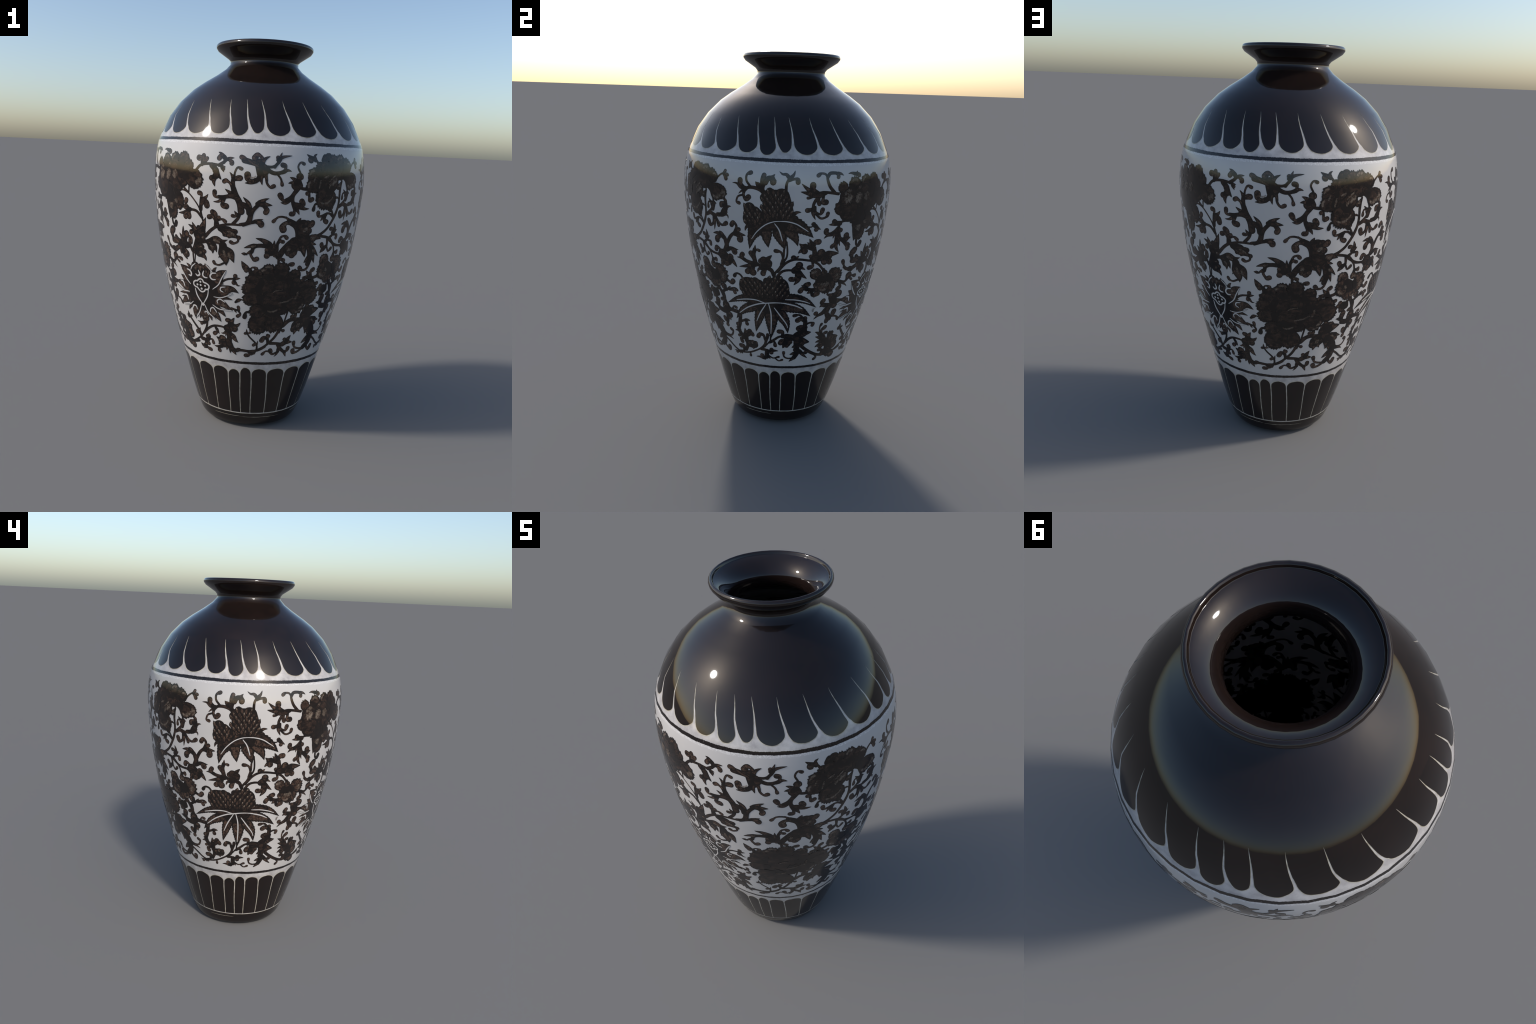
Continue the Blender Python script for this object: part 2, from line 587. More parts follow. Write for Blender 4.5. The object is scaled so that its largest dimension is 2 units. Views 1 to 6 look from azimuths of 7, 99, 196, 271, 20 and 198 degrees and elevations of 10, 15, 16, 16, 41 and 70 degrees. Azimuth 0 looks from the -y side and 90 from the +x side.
def hatch(builder, st, off):
    """Pale engraving: short fine strokes side by side across the glint's band."""
    sp, L = spline(st.pts, 0.0024)
    tan = np.gradient(sp, axis=0)
    tan /= np.maximum(np.hypot(tan[:, 0], tan[:, 1]), 1e-9)[:, None]
    n = len(sp)
    for i in range(n):
        t = i / max(n - 1, 1)
        ln = st.w * (0.45 + 0.5 * math.sin(math.pi * (0.12 + 0.76 * t))) * (0.75 + 0.5 * rng.random())
        nx = np.array([-tan[i][1], tan[i][0]])
        c = sp[i] + nx * st.w * 0.15 * rng.normal()
        a, b = c - nx * ln, c + nx * ln
        builder.slab(Stroke("glint", 0.75, [(math.degrees(a[0] / st.rm), a[1]), (math.degrees(b[0] / st.rm), b[1])]),
                     3, off, back=0.0)


PETALLED = ("peony_flower", "lotus_flower", "small_flower")


def add_repeats(ob, kids=()):
    """The floral pattern runs twice round the pot."""
    c = turned_copy(ob, 180)
    for k in kids:
        turned_copy(k, 0, parent=c)


def motif(name, *strokes):
    count[0] += 1
    jit = (count[0] % 40) * 0.000004
    if name in PETALLED:
        flower(name, strokes, jit)
        return
    if name == "berry_cluster":
        berries(name, strokes, jit)
        return
    b = Builder()
    for i, st in enumerate(strokes):
        if st.kind == "glint":
            hatch(b, st, 0.0016 + jit + i * 0.00001)
        elif st.kind in ("line", "loop"):
            b.slab(st, 4, 0.0017 + jit + i * 0.00001)
        else:
            off = 0.0004 + jit + i * 0.00003
            b.slab(st, 0, off)
            if st.w > 0.0050:
                trunk = st.kind in ("stem", "blob")
                b.slab(st, 2 if trunk else 1, off + 0.000015, shrink=max(0.0019, (0.30 if trunk else 0.24) * st.w), back=0.0,
                       t0=0.0 if trunk else 0.30)
    add_repeats(b.finish(name, MATS))


def fringe(builder, st, off, pale):
    """Fine radial engraving just inside a petal's margin."""
    w = st.w
    sp, L0 = spline(st.pts, 0.0030)
    d = np.concatenate([[0], np.cumsum(np.hypot(*np.diff(sp, axis=0).T))])
    L = L0 - min(0.75 * w, 0.6 * L0)
    e = np.array([np.interp(L, d, sp[:, 0]), np.interp(L, d, sp[:, 1])])
    t = sp[-1] - sp[-3]
    t /= np.hypot(*t)
    nx = np.array([-t[1], t[0]])
    n = int(2.4 * w / 0.0027)
    bright = rng.random() < pale
    for k in range(n):
        ph = -1.2 + 2.4 * k / max(n - 1, 1) + rng.normal() * 0.02
        v = t * math.cos(ph) + nx * math.sin(ph)
        r0, r1 = w * (0.34 + 0.18 * rng.random()), w * (0.74 + 0.08 * rng.random())
        a, b = e + v * r0, e + v * r1
        builder.slab(Stroke("glint", 0.62, [(math.degrees(a[0] / st.rm), a[1]), (math.degrees(b[0] / st.rm), b[1])]),
                     3 if bright and abs(ph) < 0.9 else 1, off, back=0.0)


def flower(name, strokes, jit):
    """Flower: a dark heart, petals laid one over the other, pale hatching on top."""
    core = Builder()
    kids = []
    for i, st in enumerate(strokes):
        if st.kind in ("blob", "stem", "curl", "horn") and st.kind != "horn":
            core.slab(st, 0, 0.0004 + jit + i * 0.00002)
            if st.kind == "blob" and name != "small_flower":
                core.slab(st, 2, 0.0004 + jit + i * 0.00002 + 0.00001, shrink=0.22 * st.w, back=0.0)
        elif st.kind in ("line", "loop"):
            core.slab(Stroke("line", st.w * 1075 + 1.2, [(math.degrees(q[0] / st.rm), q[1]) for q in st.pts]), 0, 0.0014 + jit + i * 0.00001)
            core.slab(st, 4, 0.0018 + jit + i * 0.00001)
        elif st.kind == "glint":
            hatch(core, st, 0.0017 + jit + i * 0.00001)
    ob = core.finish(name, MATS)
    k = 0
    for i, st in enumerate(strokes):
        if st.kind in ("frill", "drop", "blade", "horn"):
            p = Builder()
            off = 0.0008 + jit + k * 0.000025
            k += 1
            p.slab(st, 0, off)
            if st.w > 0.006:
                p.slab(st, 2 if name == "peony_flower" else 1, off + 0.000012, shrink=max(0.0022, 0.16 * st.w), back=0.0, t0=0.36)
            if st.kind == "frill" and st.w > 0.011:
                fringe(p, st, off + 0.000018, 0.15 if st.w > 0.034 else 0.40)
            kids.append(p.finish("petal", MATS, ob))
    add_repeats(ob, kids)


def berries(name, strokes, jit):
    """Seed head: dark mass covered by rows of overlapping pointed seeds."""
    core = Builder()
    kids = []
    for i, st in enumerate(strokes):
        core.slab(st, 0, 0.0004 + jit + i * 0.00001)
    ob = core.finish(name, MATS)
    masses = [(st, spline(st.pts, 0.004)[0]) for st in strokes if st.kind == "blob"]
    rm = strokes[0].rm
    zlo = min((sp[:, 1] - st.w).min() for st, sp in masses)
    zhi = max((sp[:, 1] + st.w).max() for st, sp in masses)
    ulo = min((sp[:, 0] / st.rm * rm - st.w).min() for st, sp in masses)
    uhi = max((sp[:, 0] / st.rm * rm + st.w).max() for st, sp in masses)
    uc = (ulo + uhi) / 2
    row, k, z = 0, 0, zhi
    while z > zlo + 0.012:
        u = ulo + (0.0125 if row % 2 else 0.0)
        while u < uhi:
            if any((np.hypot(sp[:, 0] / st.rm * rm - u, sp[:, 1] - z) < st.w - 0.002).any() for st, sp in masses):
                lean = (u - uc) / max(uhi - uc, 1e-3) * 0.55 + rng.normal() * 0.10
                ln = 0.0140 * (1 + rng.normal() * 0.08)
                d = np.array([math.sin(lean), math.cos(lean)])
                c = np.array([u + rng.normal() * 0.0012, z + rng.normal() * 0.0010])
                s = Stroke("blade", 10.4, [(math.degrees((c - d * ln)[0] / rm), (c - d * ln)[1]),
                                          (math.degrees(c[0] / rm), c[1]),
                                          (math.degrees((c + d * ln * 1.15)[0] / rm), (c + d * ln * 1.15)[1])])
                p = Builder()
                off = 0.0008 + jit + k * 0.00002
                k += 1
                p.slab(s, 0, off)
                p.slab(s, 1, off + 0.00001, shrink=0.0040, back=0.0)
                tip = Stroke("blade", 2.6, [(math.degrees((c + d * ln * 0.1)[0] / rm), (c + d * ln * 0.1)[1]),
                                            (math.degrees((c + d * ln * 0.8)[0] / rm), (c + d * ln * 0.8)[1])])
                if rng.random() < 0.75:
                    p.slab(tip, 3, off + 0.000015, back=0.0)
                kids.append(p.finish("seed", MATS, ob))
            u += 0.0250
        z -= 0.0185
        row += 1
    add_repeats(ob, kids)


# ------------------------------------------------------------------ the floral band
# each motif lists its strokes: half width in mm, then spine points (azimuth deg, height m)
motif("scroll_leaf",
  stem(5.7, (59.0, 1.39), (60.4, 1.41), (62.2, 1.425), (64.0, 1.434)),
  drop(8.3, (63.1, 1.429), (64.4, 1.438), (65.3, 1.45)),
  drop(7.8, (64.1, 1.43), (65.9, 1.43), (67.1, 1.423)),
  drop(10.3, (63.8, 1.428), (65.1, 1.418), (66.2, 1.403)))
motif("vine",
  stem(6.7, (51.9, 1.321), (51.5, 1.294), (51.7, 1.259), (51.4, 1.217), (49.7, 1.178), (47.5, 1.137)),
  curl(5.0, (51.3, 1.258), (50.4, 1.262), (49.6, 1.263)),
  stem(4.2, (57.2, 1.323), (57.6, 1.292)))
motif("scroll_leaf",
  stem(7.9, (51.9, 1.217), (55.0, 1.239), (57.1, 1.259), (57.7, 1.282)),
  horn(12.3, (57.1, 1.264), (55.9, 1.287), (54.3, 1.302)),
  curl(8.7, (56.8, 1.288), (54.3, 1.282), (54.0, 1.259)),
  horn(13.0, (57.2, 1.254), (58.1, 1.285), (60.1, 1.281)),
  blob(12.7, (57.2, 1.254), (58.1, 1.282)))
motif("scroll_leaf",
  stem(7.1, (52.1, 1.217), (55.7, 1.234), (58.9, 1.226), (62.3, 1.234)),
  stem(8.0, (60.3, 1.231), (62.6, 1.236), (64.3, 1.25)),
  blob(15.4, (64.3, 1.243), (65.6, 1.265), (65.5, 1.287)),
  curl(10.4, (65.6, 1.276), (64.5, 1.293), (63.0, 1.289), (63.1, 1.276)),
  curl(7.2, (66.3, 1.285), (66.4, 1.302), (65.2, 1.309)),
  horn(9.9, (65.9, 1.268), (67.8, 1.278), (69.3, 1.279)),
  stem(7.4, (57.8, 1.227), (60.9, 1.224), (64.2, 1.229)),
  horn(9.9, (63.2, 1.227), (65.8, 1.236), (67.1, 1.23), (67.3, 1.216)),
  horn(9.4, (65.2, 1.241), (66.5, 1.246), (66.8, 1.254)))
motif("scroll_leaf",
  stem(8.8, (52.5, 1.219), (55.3, 1.228), (57.1, 1.221)),
  curl(13.6, (57.6, 1.216), (57.2, 1.182), (54.8, 1.169), (53.8, 1.188)),
  horn(13.4, (57.9, 1.225), (58.3, 1.187), (57.8, 1.147)),
  drop(9.1, (59.1, 1.213), (60.2, 1.19), (61.1, 1.168)),
  curl(11.3, (58.8, 1.221), (61.1, 1.191), (63.4, 1.18), (66.0, 1.193)))
motif("acanthus",
  stem(10.2, (87.2, 1.348), (84.8, 1.37), (81.6, 1.38), (78.4, 1.379), (76.8, 1.366)),
  curl(13.3, (77.0, 1.374), (76.0, 1.345), (77.2, 1.323), (78.7, 1.334)),
  curl(10.0, (79.4, 1.385), (77.3, 1.41), (77.3, 1.437), (79.4, 1.448)),
  horn(11.0, (77.0, 1.377), (74.5, 1.377), (72.2, 1.393), (69.6, 1.394)),
  curl(13.1, (75.9, 1.381), (74.2, 1.395), (73.9, 1.41)),
  horn(7.7, (76.2, 1.368), (74.6, 1.357), (73.3, 1.345)),
  curl(8.5, (75.6, 1.342), (73.1, 1.332), (72.3, 1.308), (73.8, 1.301)),
  horn(12.4, (84.0, 1.384), (82.6, 1.399), (81.9, 1.41)),
  drop(11.4, (84.9, 1.377), (85.2, 1.413), (86.3, 1.448)),
  stem(11.7, (86.5, 1.353), (85.5, 1.378), (86.5, 1.408), (88.0, 1.424)),
  blob(12.5, (86.8, 1.406), (88.0, 1.425), (90.1, 1.428)),
  horn(12.0, (88.5, 1.427), (90.1, 1.435), (91.4, 1.448)),
  drop(14.6, (88.8, 1.427), (90.7, 1.417), (90.1, 1.401)),
  horn(10.3, (85.4, 1.372), (84.2, 1.397), (82.0, 1.408)))
motif("berry_cluster",
  blob(29.8, (79.2, 1.28), (80.4, 1.238)),
  blob(32.2, (79.0, 1.232), (84.4, 1.234)),
  blob(27.1, (82.0, 1.266), (85.2, 1.237)),
  blob(16.1, (85.2, 1.255), (89.2, 1.242)))
motif("berry_cluster",
  blob(60.8, (91.9, 1.317), (93.5, 1.31)),
  blob(49.6, (92.8, 1.288), (95.1, 1.281)),
  blob(23.6, (87.5, 1.286), (91.1, 1.248)),
  blob(20.2, (88.1, 1.354), (86.5, 1.337)),
  drop(15.3, (90.7, 1.352), (88.5, 1.379)),
  blob(38.1, (94.9, 1.346), (96.7, 1.29)))
motif("palmate_leaf",
  toothed(34.4, (93.0, 1.222), (85.9, 1.197), (81.0, 1.155), (79.0, 1.078)),
  blob(21.1, (80.9, 1.196), (87.2, 1.222), (93.7, 1.241)),
  blob(26.3, (81.0, 1.174), (85.9, 1.2)),
  toothed(27.3, (88.3, 1.212), (88.1, 1.152), (89.1, 1.094)),
  toothed(32.5, (91.7, 1.222), (94.3, 1.174), (96.8, 1.111), (97.5, 1.086)),
  horn(12.9, (79.8, 1.203), (77.5, 1.187), (76.8, 1.167)),
  blob(24.1, (83.2, 1.19), (93.3, 1.214)),
  line(3.1, (80.4, 1.133), (83.2, 1.171), (87.2, 1.206), (91.2, 1.224), (94.6, 1.229)),
  line(3.6, (92.0, 1.216), (94.3, 1.185), (96.1, 1.133)),
  toothed(30.1, (94.1, 1.217), (99.4, 1.183), (102.4, 1.148), (104.0, 1.108)),
  toothed(39.5, (92.4, 1.233), (99.2, 1.221), (106.2, 1.194), (111.7, 1.15)),
  blob(16.0, (94.3, 1.241), (101.8, 1.243)),
  blob(18.5, (92.9, 1.249), (101.0, 1.232), (105.3, 1.21)),
  horn(11.4, (100.8, 1.264), (102.6, 1.274), (104.7, 1.275)),
  line(3.4, (94.6, 1.229), (98.3, 1.228), (102.5, 1.218), (105.9, 1.199), (108.6, 1.182)))
motif("scroll_leaf",
  stem(7.6, (96.9, 1.375), (97.1, 1.405), (98.1, 1.43)),
  horn(11.0, (98.4, 1.43), (96.9, 1.447), (95.0, 1.449), (93.3, 1.461)),
  horn(11.2, (98.5, 1.43), (100.2, 1.446), (101.1, 1.467)),
  curl(11.5, (98.3, 1.42), (100.4, 1.428), (102.2, 1.427), (102.5, 1.414)))
motif("acanthus",
  stem(7.8, (123.1, 1.36), (118.9, 1.366), (114.7, 1.369), (111.3, 1.357)),
  horn(14.7, (110.1, 1.363), (106.9, 1.386), (104.2, 1.409)),
  curl(15.2, (112.4, 1.367), (110.0, 1.383), (109.8, 1.402)),
  horn(17.3, (111.8, 1.355), (107.6, 1.364), (103.8, 1.371)),
  drop(7.3, (111.0, 1.35), (108.5, 1.344), (107.0, 1.342)),
  stem(9.5, (116.5, 1.366), (112.5, 1.344), (110.6, 1.316), (110.3, 1.29)),
  drop(11.9, (110.2, 1.295), (108.3, 1.285), (106.7, 1.285)),
  horn(12.5, (110.4, 1.295), (110.5, 1.268), (111.9, 1.238)),
  curl(11.3, (111.3, 1.3), (111.7, 1.276), (114.2, 1.266), (115.2, 1.287)),
  curl(9.7, (111.9, 1.265), (114.7, 1.245), (117.4, 1.252), (118.1, 1.268)),
  drop(10.7, (113.6, 1.354), (112.8, 1.331), (113.6, 1.308)),
  curl(13.8, (115.2, 1.356), (115.1, 1.325), (116.7, 1.322)),
  blob(14.3, (110.7, 1.357), (114.1, 1.359)))
motif("scroll_leaf",
  stem(9.1, (121.1, 1.365), (118.5, 1.394), (117.2, 1.425), (117.1, 1.443)),
  curl(9.4, (117.1, 1.437), (116.0, 1.452), (113.9, 1.455), (112.3, 1.446)),
  stem(9.4, (117.2, 1.44), (118.5, 1.455), (121.0, 1.457), (123.6, 1.453)),
  horn(10.9, (122.0, 1.454), (124.3, 1.453), (126.1, 1.444)),
  drop(10.0, (122.0, 1.455), (123.0, 1.443), (122.6, 1.432)))
motif("leaflet",
  horn(11.1, (134.3, 1.447), (130.8, 1.454), (128.6, 1.451)),
  drop(11.3, (132.3, 1.451), (135.6, 1.444), (136.0, 1.435)),
  horn(11.1, (134.3, 1.447), (134.6, 1.464)))
motif("peony_flower",
  frill(36.3, (133.9, 1.371), (132.9, 1.404), (132.8, 1.429)),
  frill(26.6, (129.0, 1.354), (126.0, 1.385), (125.4, 1.41)),
  drop(24.8, (130.5, 1.342), (124.8, 1.357)),
  frill(31.1, (133.0, 1.302), (126.8, 1.286), (122.4, 1.303)),
  drop(25.3, (134.4, 1.284), (128.4, 1.271), (125.1, 1.268)),
  blob(46.9, (128.7, 1.344), (134.8, 1.314)),
  blob(66.5, (-43.0, 1.347), (-42.8, 1.27)),
  frill(37.4, (-43.5, 1.347), (-42.3, 1.379), (-42.0, 1.394)),
  blob(36.4, (-42.8, 1.27), (-42.3, 1.228)),
  drop(23.8, (130.9, 1.315), (124.3, 1.328)),
  blade(43.7, (-43.1, 1.265), (-42.6, 1.2), (-43.4, 1.161), (-44.6, 1.119)),
  horn(18.5, (-44.9, 1.25), (-46.5, 1.221), (-48.8, 1.214)),
  curl(12.8, (-42.6, 1.143), (-42.1, 1.102), (-40.2, 1.089), (-39.2, 1.105)),
  frill(33.6, (-42.6, 1.242), (-41.3, 1.184), (-41.3, 1.129)),
  glint(9.9, (130.3, 1.379), (126.8, 1.355)),
  glint(9.1, (131.7, 1.347), (127.5, 1.315)),
  glint(14.2, (-44.4, 1.354), (-45.4, 1.317)),
  glint(16.1, (-42.1, 1.199), (-42.8, 1.172)),
  frill(32.4, (-34.7, 1.367), (-38.6, 1.404), (-41.5, 1.429)),
  frill(35.3, (-33.3, 1.374), (-32.9, 1.41), (-33.0, 1.441)),
  frill(27.8, (-31.8, 1.351), (-29.4, 1.379), (-28.8, 1.407)),
  frill(42.9, (-33.5, 1.344), (-26.6, 1.327), (-21.3, 1.313)),
  blob(44.5, (-37.5, 1.348), (-36.8, 1.297)),
  drop(33.8, (-41.2, 1.349), (-39.3, 1.377), (-38.2, 1.371)),
  blob(39.1, (-34.5, 1.349), (-32.6, 1.321)),
  frill(29.4, (-38.4, 1.274), (-35.4, 1.228), (-36.7, 1.179)),
  blob(58.5, (130.3, 1.328), (130.2, 1.278)),
  glint(18.9, (-37.5, 1.354), (-40.0, 1.325)),
  glint(12.8, (-24.2, 1.305), (-21.3, 1.328)),
  glint(13.3, (-37.7, 1.22), (-37.8, 1.204)),
  glint(18.0, (-43.1, 1.357), (-45.4, 1.312)),
  glint(21.8, (130.9, 1.347), (127.3, 1.32)))
motif("scroll_leaf",
  stem(7.0, (131.9, 1.225), (128.4, 1.227), (126.0, 1.221), (124.9, 1.2), (124.3, 1.173)),
  blob(12.8, (125.4, 1.216), (123.3, 1.218), (122.0, 1.227)),
  horn(12.2, (123.7, 1.215), (121.0, 1.213), (119.0, 1.212)),
  stem(11.5, (124.8, 1.194), (122.9, 1.177), (120.7, 1.166)),
  curl(13.0, (122.9, 1.171), (119.7, 1.167), (118.1, 1.175), (118.2, 1.184)),
  horn(13.9, (122.3, 1.167), (119.1, 1.16), (117.1, 1.144)),
  horn(9.7, (123.2, 1.173), (122.5, 1.155), (122.2, 1.141)),
  drop(11.6, (124.7, 1.189), (127.1, 1.178)),
  horn(14.9, (124.4, 1.178), (125.7, 1.132), (126.9, 1.1)),
  stem(11.8, (124.4, 1.178), (124.2, 1.136), (124.5, 1.108)),
  stem(8.7, (125.1, 1.175), (126.6, 1.142), (129.3, 1.133)),
  curl(16.7, (127.1, 1.133), (130.3, 1.135), (130.2, 1.151)),
  horn(16.3, (128.2, 1.132), (131.2, 1.135), (133.2, 1.142)),
  horn(15.2, (124.4, 1.135), (124.6, 1.098), (126.7, 1.068)),
  curl(11.2, (123.9, 1.141), (123.5, 1.114), (122.2, 1.101)),
  drop(13.2, (127.5, 1.128), (131.8, 1.098), (131.9, 1.076)),
  horn(8.5, (129.2, 1.117), (132.1, 1.111), (134.0, 1.098)))
motif("leaflet",
  stem(4.0, (108.3, 1.204), (110.1, 1.204), (111.5, 1.214)),
  drop(11.6, (111.4, 1.206), (111.0, 1.225)),
  horn(13.0, (111.5, 1.214), (113.1, 1.201), (115.1, 1.19)),
  drop(11.3, (112.9, 1.202), (112.5, 1.183)))
motif("twin_leaf",
  stem(14.0, (65.7, 1.082), (64.4, 1.116), (62.1, 1.132)),
  horn(15.0, (63.1, 1.122), (60.1, 1.134), (56.5, 1.13)),
  horn(15.5, (63.7, 1.118), (62.5, 1.138), (60.9, 1.147)),
  drop(16.3, (62.4, 1.124), (59.5, 1.108), (59.4, 1.088)),
  stem(10.7, (65.9, 1.09), (68.3, 1.13), (71.4, 1.156)),
  curl(12.3, (70.5, 1.149), (72.0, 1.184), (70.4, 1.204), (69.2, 1.189)),
  drop(10.9, (72.0, 1.157), (73.9, 1.177)),
  horn(16.9, (70.8, 1.147), (74.1, 1.147), (77.2, 1.145)),
  drop(17.2, (71.4, 1.142), (73.8, 1.134), (73.7, 1.11)),
  stem(13.0, (65.8, 1.101), (65.1, 1.071), (62.8, 1.036), (59.5, 1.023)),
  curl(12.9, (60.9, 1.03), (60.5, 1.053), (58.6, 1.059), (57.9, 1.047)),
  horn(13.7, (65.5, 1.055), (68.3, 1.069), (72.8, 1.066)),
  drop(16.0, (68.0, 1.069), (70.2, 1.056), (70.4, 1.042)),
  blob(29.5, (62.4, 1.027), (64.3, 1.01), (65.3, 1.003)),
  drop(17.8, (65.4, 1.023), (68.9, 1.021)),
  horn(15.9, (67.7, 1.012), (69.5, 0.995), (71.3, 0.973)),
  drop(17.3, (63.3, 1.008), (62.0, 0.977)),
  drop(16.8, (63.9, 1.001), (65.0, 0.973)),
  horn(9.1, (62.7, 0.984), (61.4, 0.97), (60.4, 0.98)))
motif("vine",
  stem(7.7, (47.7, 1.063), (50.6, 1.046), (53.7, 1.029), (57.6, 1.024), (61.3, 1.025)),
  curl(8.4, (54.4, 0.98), (56.0, 0.992), (56.9, 0.99)))
motif("scroll_leaf",
  stem(10.3, (55.4, 0.855), (56.5, 0.828), (58.6, 0.807)),
  stem(9.0, (58.3, 0.813), (61.9, 0.834), (65.0, 0.844)),
  drop(18.8, (62.2, 0.833), (60.5, 0.85)),
  horn(12.1, (61.3, 0.846), (61.0, 0.866)),
  curl(8.4, (64.3, 0.843), (68.0, 0.854), (69.8, 0.845)),
  curl(10.4, (64.2, 0.838), (67.2, 0.84), (68.3, 0.829)),
  horn(15.5, (58.4, 0.816), (59.6, 0.794), (60.6, 0.764)),
  curl(8.5, (59.3, 0.799), (58.5, 0.777), (56.7, 0.769)),
  horn(8.2, (63.5, 0.841), (65.2, 0.857), (65.7, 0.856)))
motif("berry_cluster",
  blob(51.2, (77.4, 0.878), (79.8, 0.877)),
  blob(51.4, (90.9, 0.886), (94.8, 0.89)),
  blob(33.9, (76.8, 0.846), (97.5, 0.857)),
  blob(23.7, (83.9, 0.899), (86.3, 0.871)),
  blob(18.3, (81.7, 0.915), (83.3, 0.905)),
  blob(16.8, (88.1, 0.92), (89.0, 0.903)),
  curl(9.7, (74.4, 0.916), (72.9, 0.935), (70.6, 0.939), (69.0, 0.923)),
  blob(17.7, (92.3, 0.925), (95.2, 0.935)))
motif("palmate_leaf",
  toothed(23.0, (89.6, 0.814), (79.9, 0.813), (71.4, 0.802), (61.8, 0.76)),
  toothed(29.1, (89.6, 0.802), (79.8, 0.769), (72.6, 0.735), (67.0, 0.677)),
  blob(21.7, (75.3, 0.814), (89.5, 0.827)),
  blob(28.2, (79.9, 0.794), (92.8, 0.8)),
  line(3.5, (87.0, 0.797), (81.6, 0.808), (75.9, 0.805), (69.2, 0.791)),
  line(4.0, (70.3, 0.718), (76.3, 0.759), (83.1, 0.787), (88.0, 0.796), (92.8, 0.802), (97.2, 0.803)),
  toothed(26.2, (87.7, 0.799), (84.1, 0.733), (82.3, 0.68), (80.5, 0.618)),
  toothed(33.2, (89.6, 0.803), (90.8, 0.725), (91.0, 0.659), (90.6, 0.585)),
  toothed(29.6, (91.5, 0.795), (97.1, 0.729), (100.2, 0.684), (101.8, 0.624)),
  stem(7.9, (88.4, 0.611), (87.4, 0.57), (85.6, 0.534)),
  stem(5.0, (90.6, 0.612), (90.2, 0.578)),
  line(3.6, (87.7, 0.79), (84.1, 0.736), (81.6, 0.686)),
  line(3.9, (89.3, 0.794), (90.7, 0.741), (90.9, 0.676), (90.6, 0.619)),
  line(3.7, (92.7, 0.773), (96.4, 0.729), (100.2, 0.684), (101.3, 0.66)),
  toothed(32.2, (88.7, 0.8), (98.4, 0.787), (107.9, 0.765), (115.2, 0.724)),
  blob(28.2, (87.1, 0.799), (95.1, 0.796)),
  toothed(24.1, (93.0, 0.828), (102.7, 0.832), (110.5, 0.816), (118.1, 0.773)),
  blob(21.7, (93.0, 0.831), (99.6, 0.832), (107.0, 0.827)),
  line(4.0, (96.9, 0.802), (98.8, 0.801), (104.8, 0.789), (109.1, 0.772)),
  line(3.4, (99.0, 0.823), (104.5, 0.822), (109.5, 0.813), (113.5, 0.8)))
motif("acanthus",
  stem(10.6, (92.2, 0.952), (90.6, 0.981), (87.4, 0.993), (84.2, 1.0), (81.8, 1.012)),
  horn(24.0, (86.8, 0.999), (88.7, 1.034), (91.0, 1.058)),
  drop(16.3, (86.5, 1.007), (84.7, 1.032)),
  drop(16.7, (88.2, 1.0), (90.4, 1.012)),
  blob(20.0, (86.7, 1.028), (89.1, 1.015)),
  drop(13.7, (81.7, 1.018), (80.7, 1.046), (79.3, 1.067)),
  stem(12.5, (82.1, 1.013), (81.3, 1.052), (81.9, 1.081)),
  horn(10.6, (81.9, 1.069), (82.2, 1.104)),
  curl(7.8, (81.9, 1.072), (83.3, 1.079), (84.3, 1.076)),
  stem(11.4, (83.0, 1.005), (79.2, 1.01), (76.2, 1.019), (74.4, 1.03)),
  horn(10.1, (75.9, 1.023), (73.8, 1.028), (71.6, 1.028)),
  curl(12.8, (76.5, 1.021), (74.4, 1.033), (75.0, 1.047)),
  horn(16.1, (82.7, 1.003), (77.3, 0.989), (72.6, 0.979)),
  drop(15.1, (82.1, 0.998), (79.1, 0.972), (76.6, 0.953)),
  drop(18.4, (81.5, 0.998), (80.0, 0.967), (81.8, 0.951)),
  stem(8.7, (90.6, 0.978), (88.0, 0.988), (85.6, 0.984)),
  drop(13.5, (88.3, 0.988), (86.4, 0.963), (86.5, 0.948)),
  horn(12.2, (86.8, 0.986), (84.2, 0.982), (83.2, 0.963)))
motif("vine",
  stem(6.6, (92.3, 0.945), (93.0, 0.967), (94.9, 0.991), (96.5, 1.02)),
  curl(10.2, (97.1, 1.035), (95.7, 1.074), (92.8, 1.081)),
  stem(6.9, (95.9, 1.014), (96.9, 1.052), (97.1, 1.088)),
  stem(5.3, (97.0, 1.023), (98.6, 1.052), (98.8, 1.086), (98.3, 1.128)),
  stem(6.6, (94.7, 0.981), (96.0, 1.009), (97.0, 1.029)))
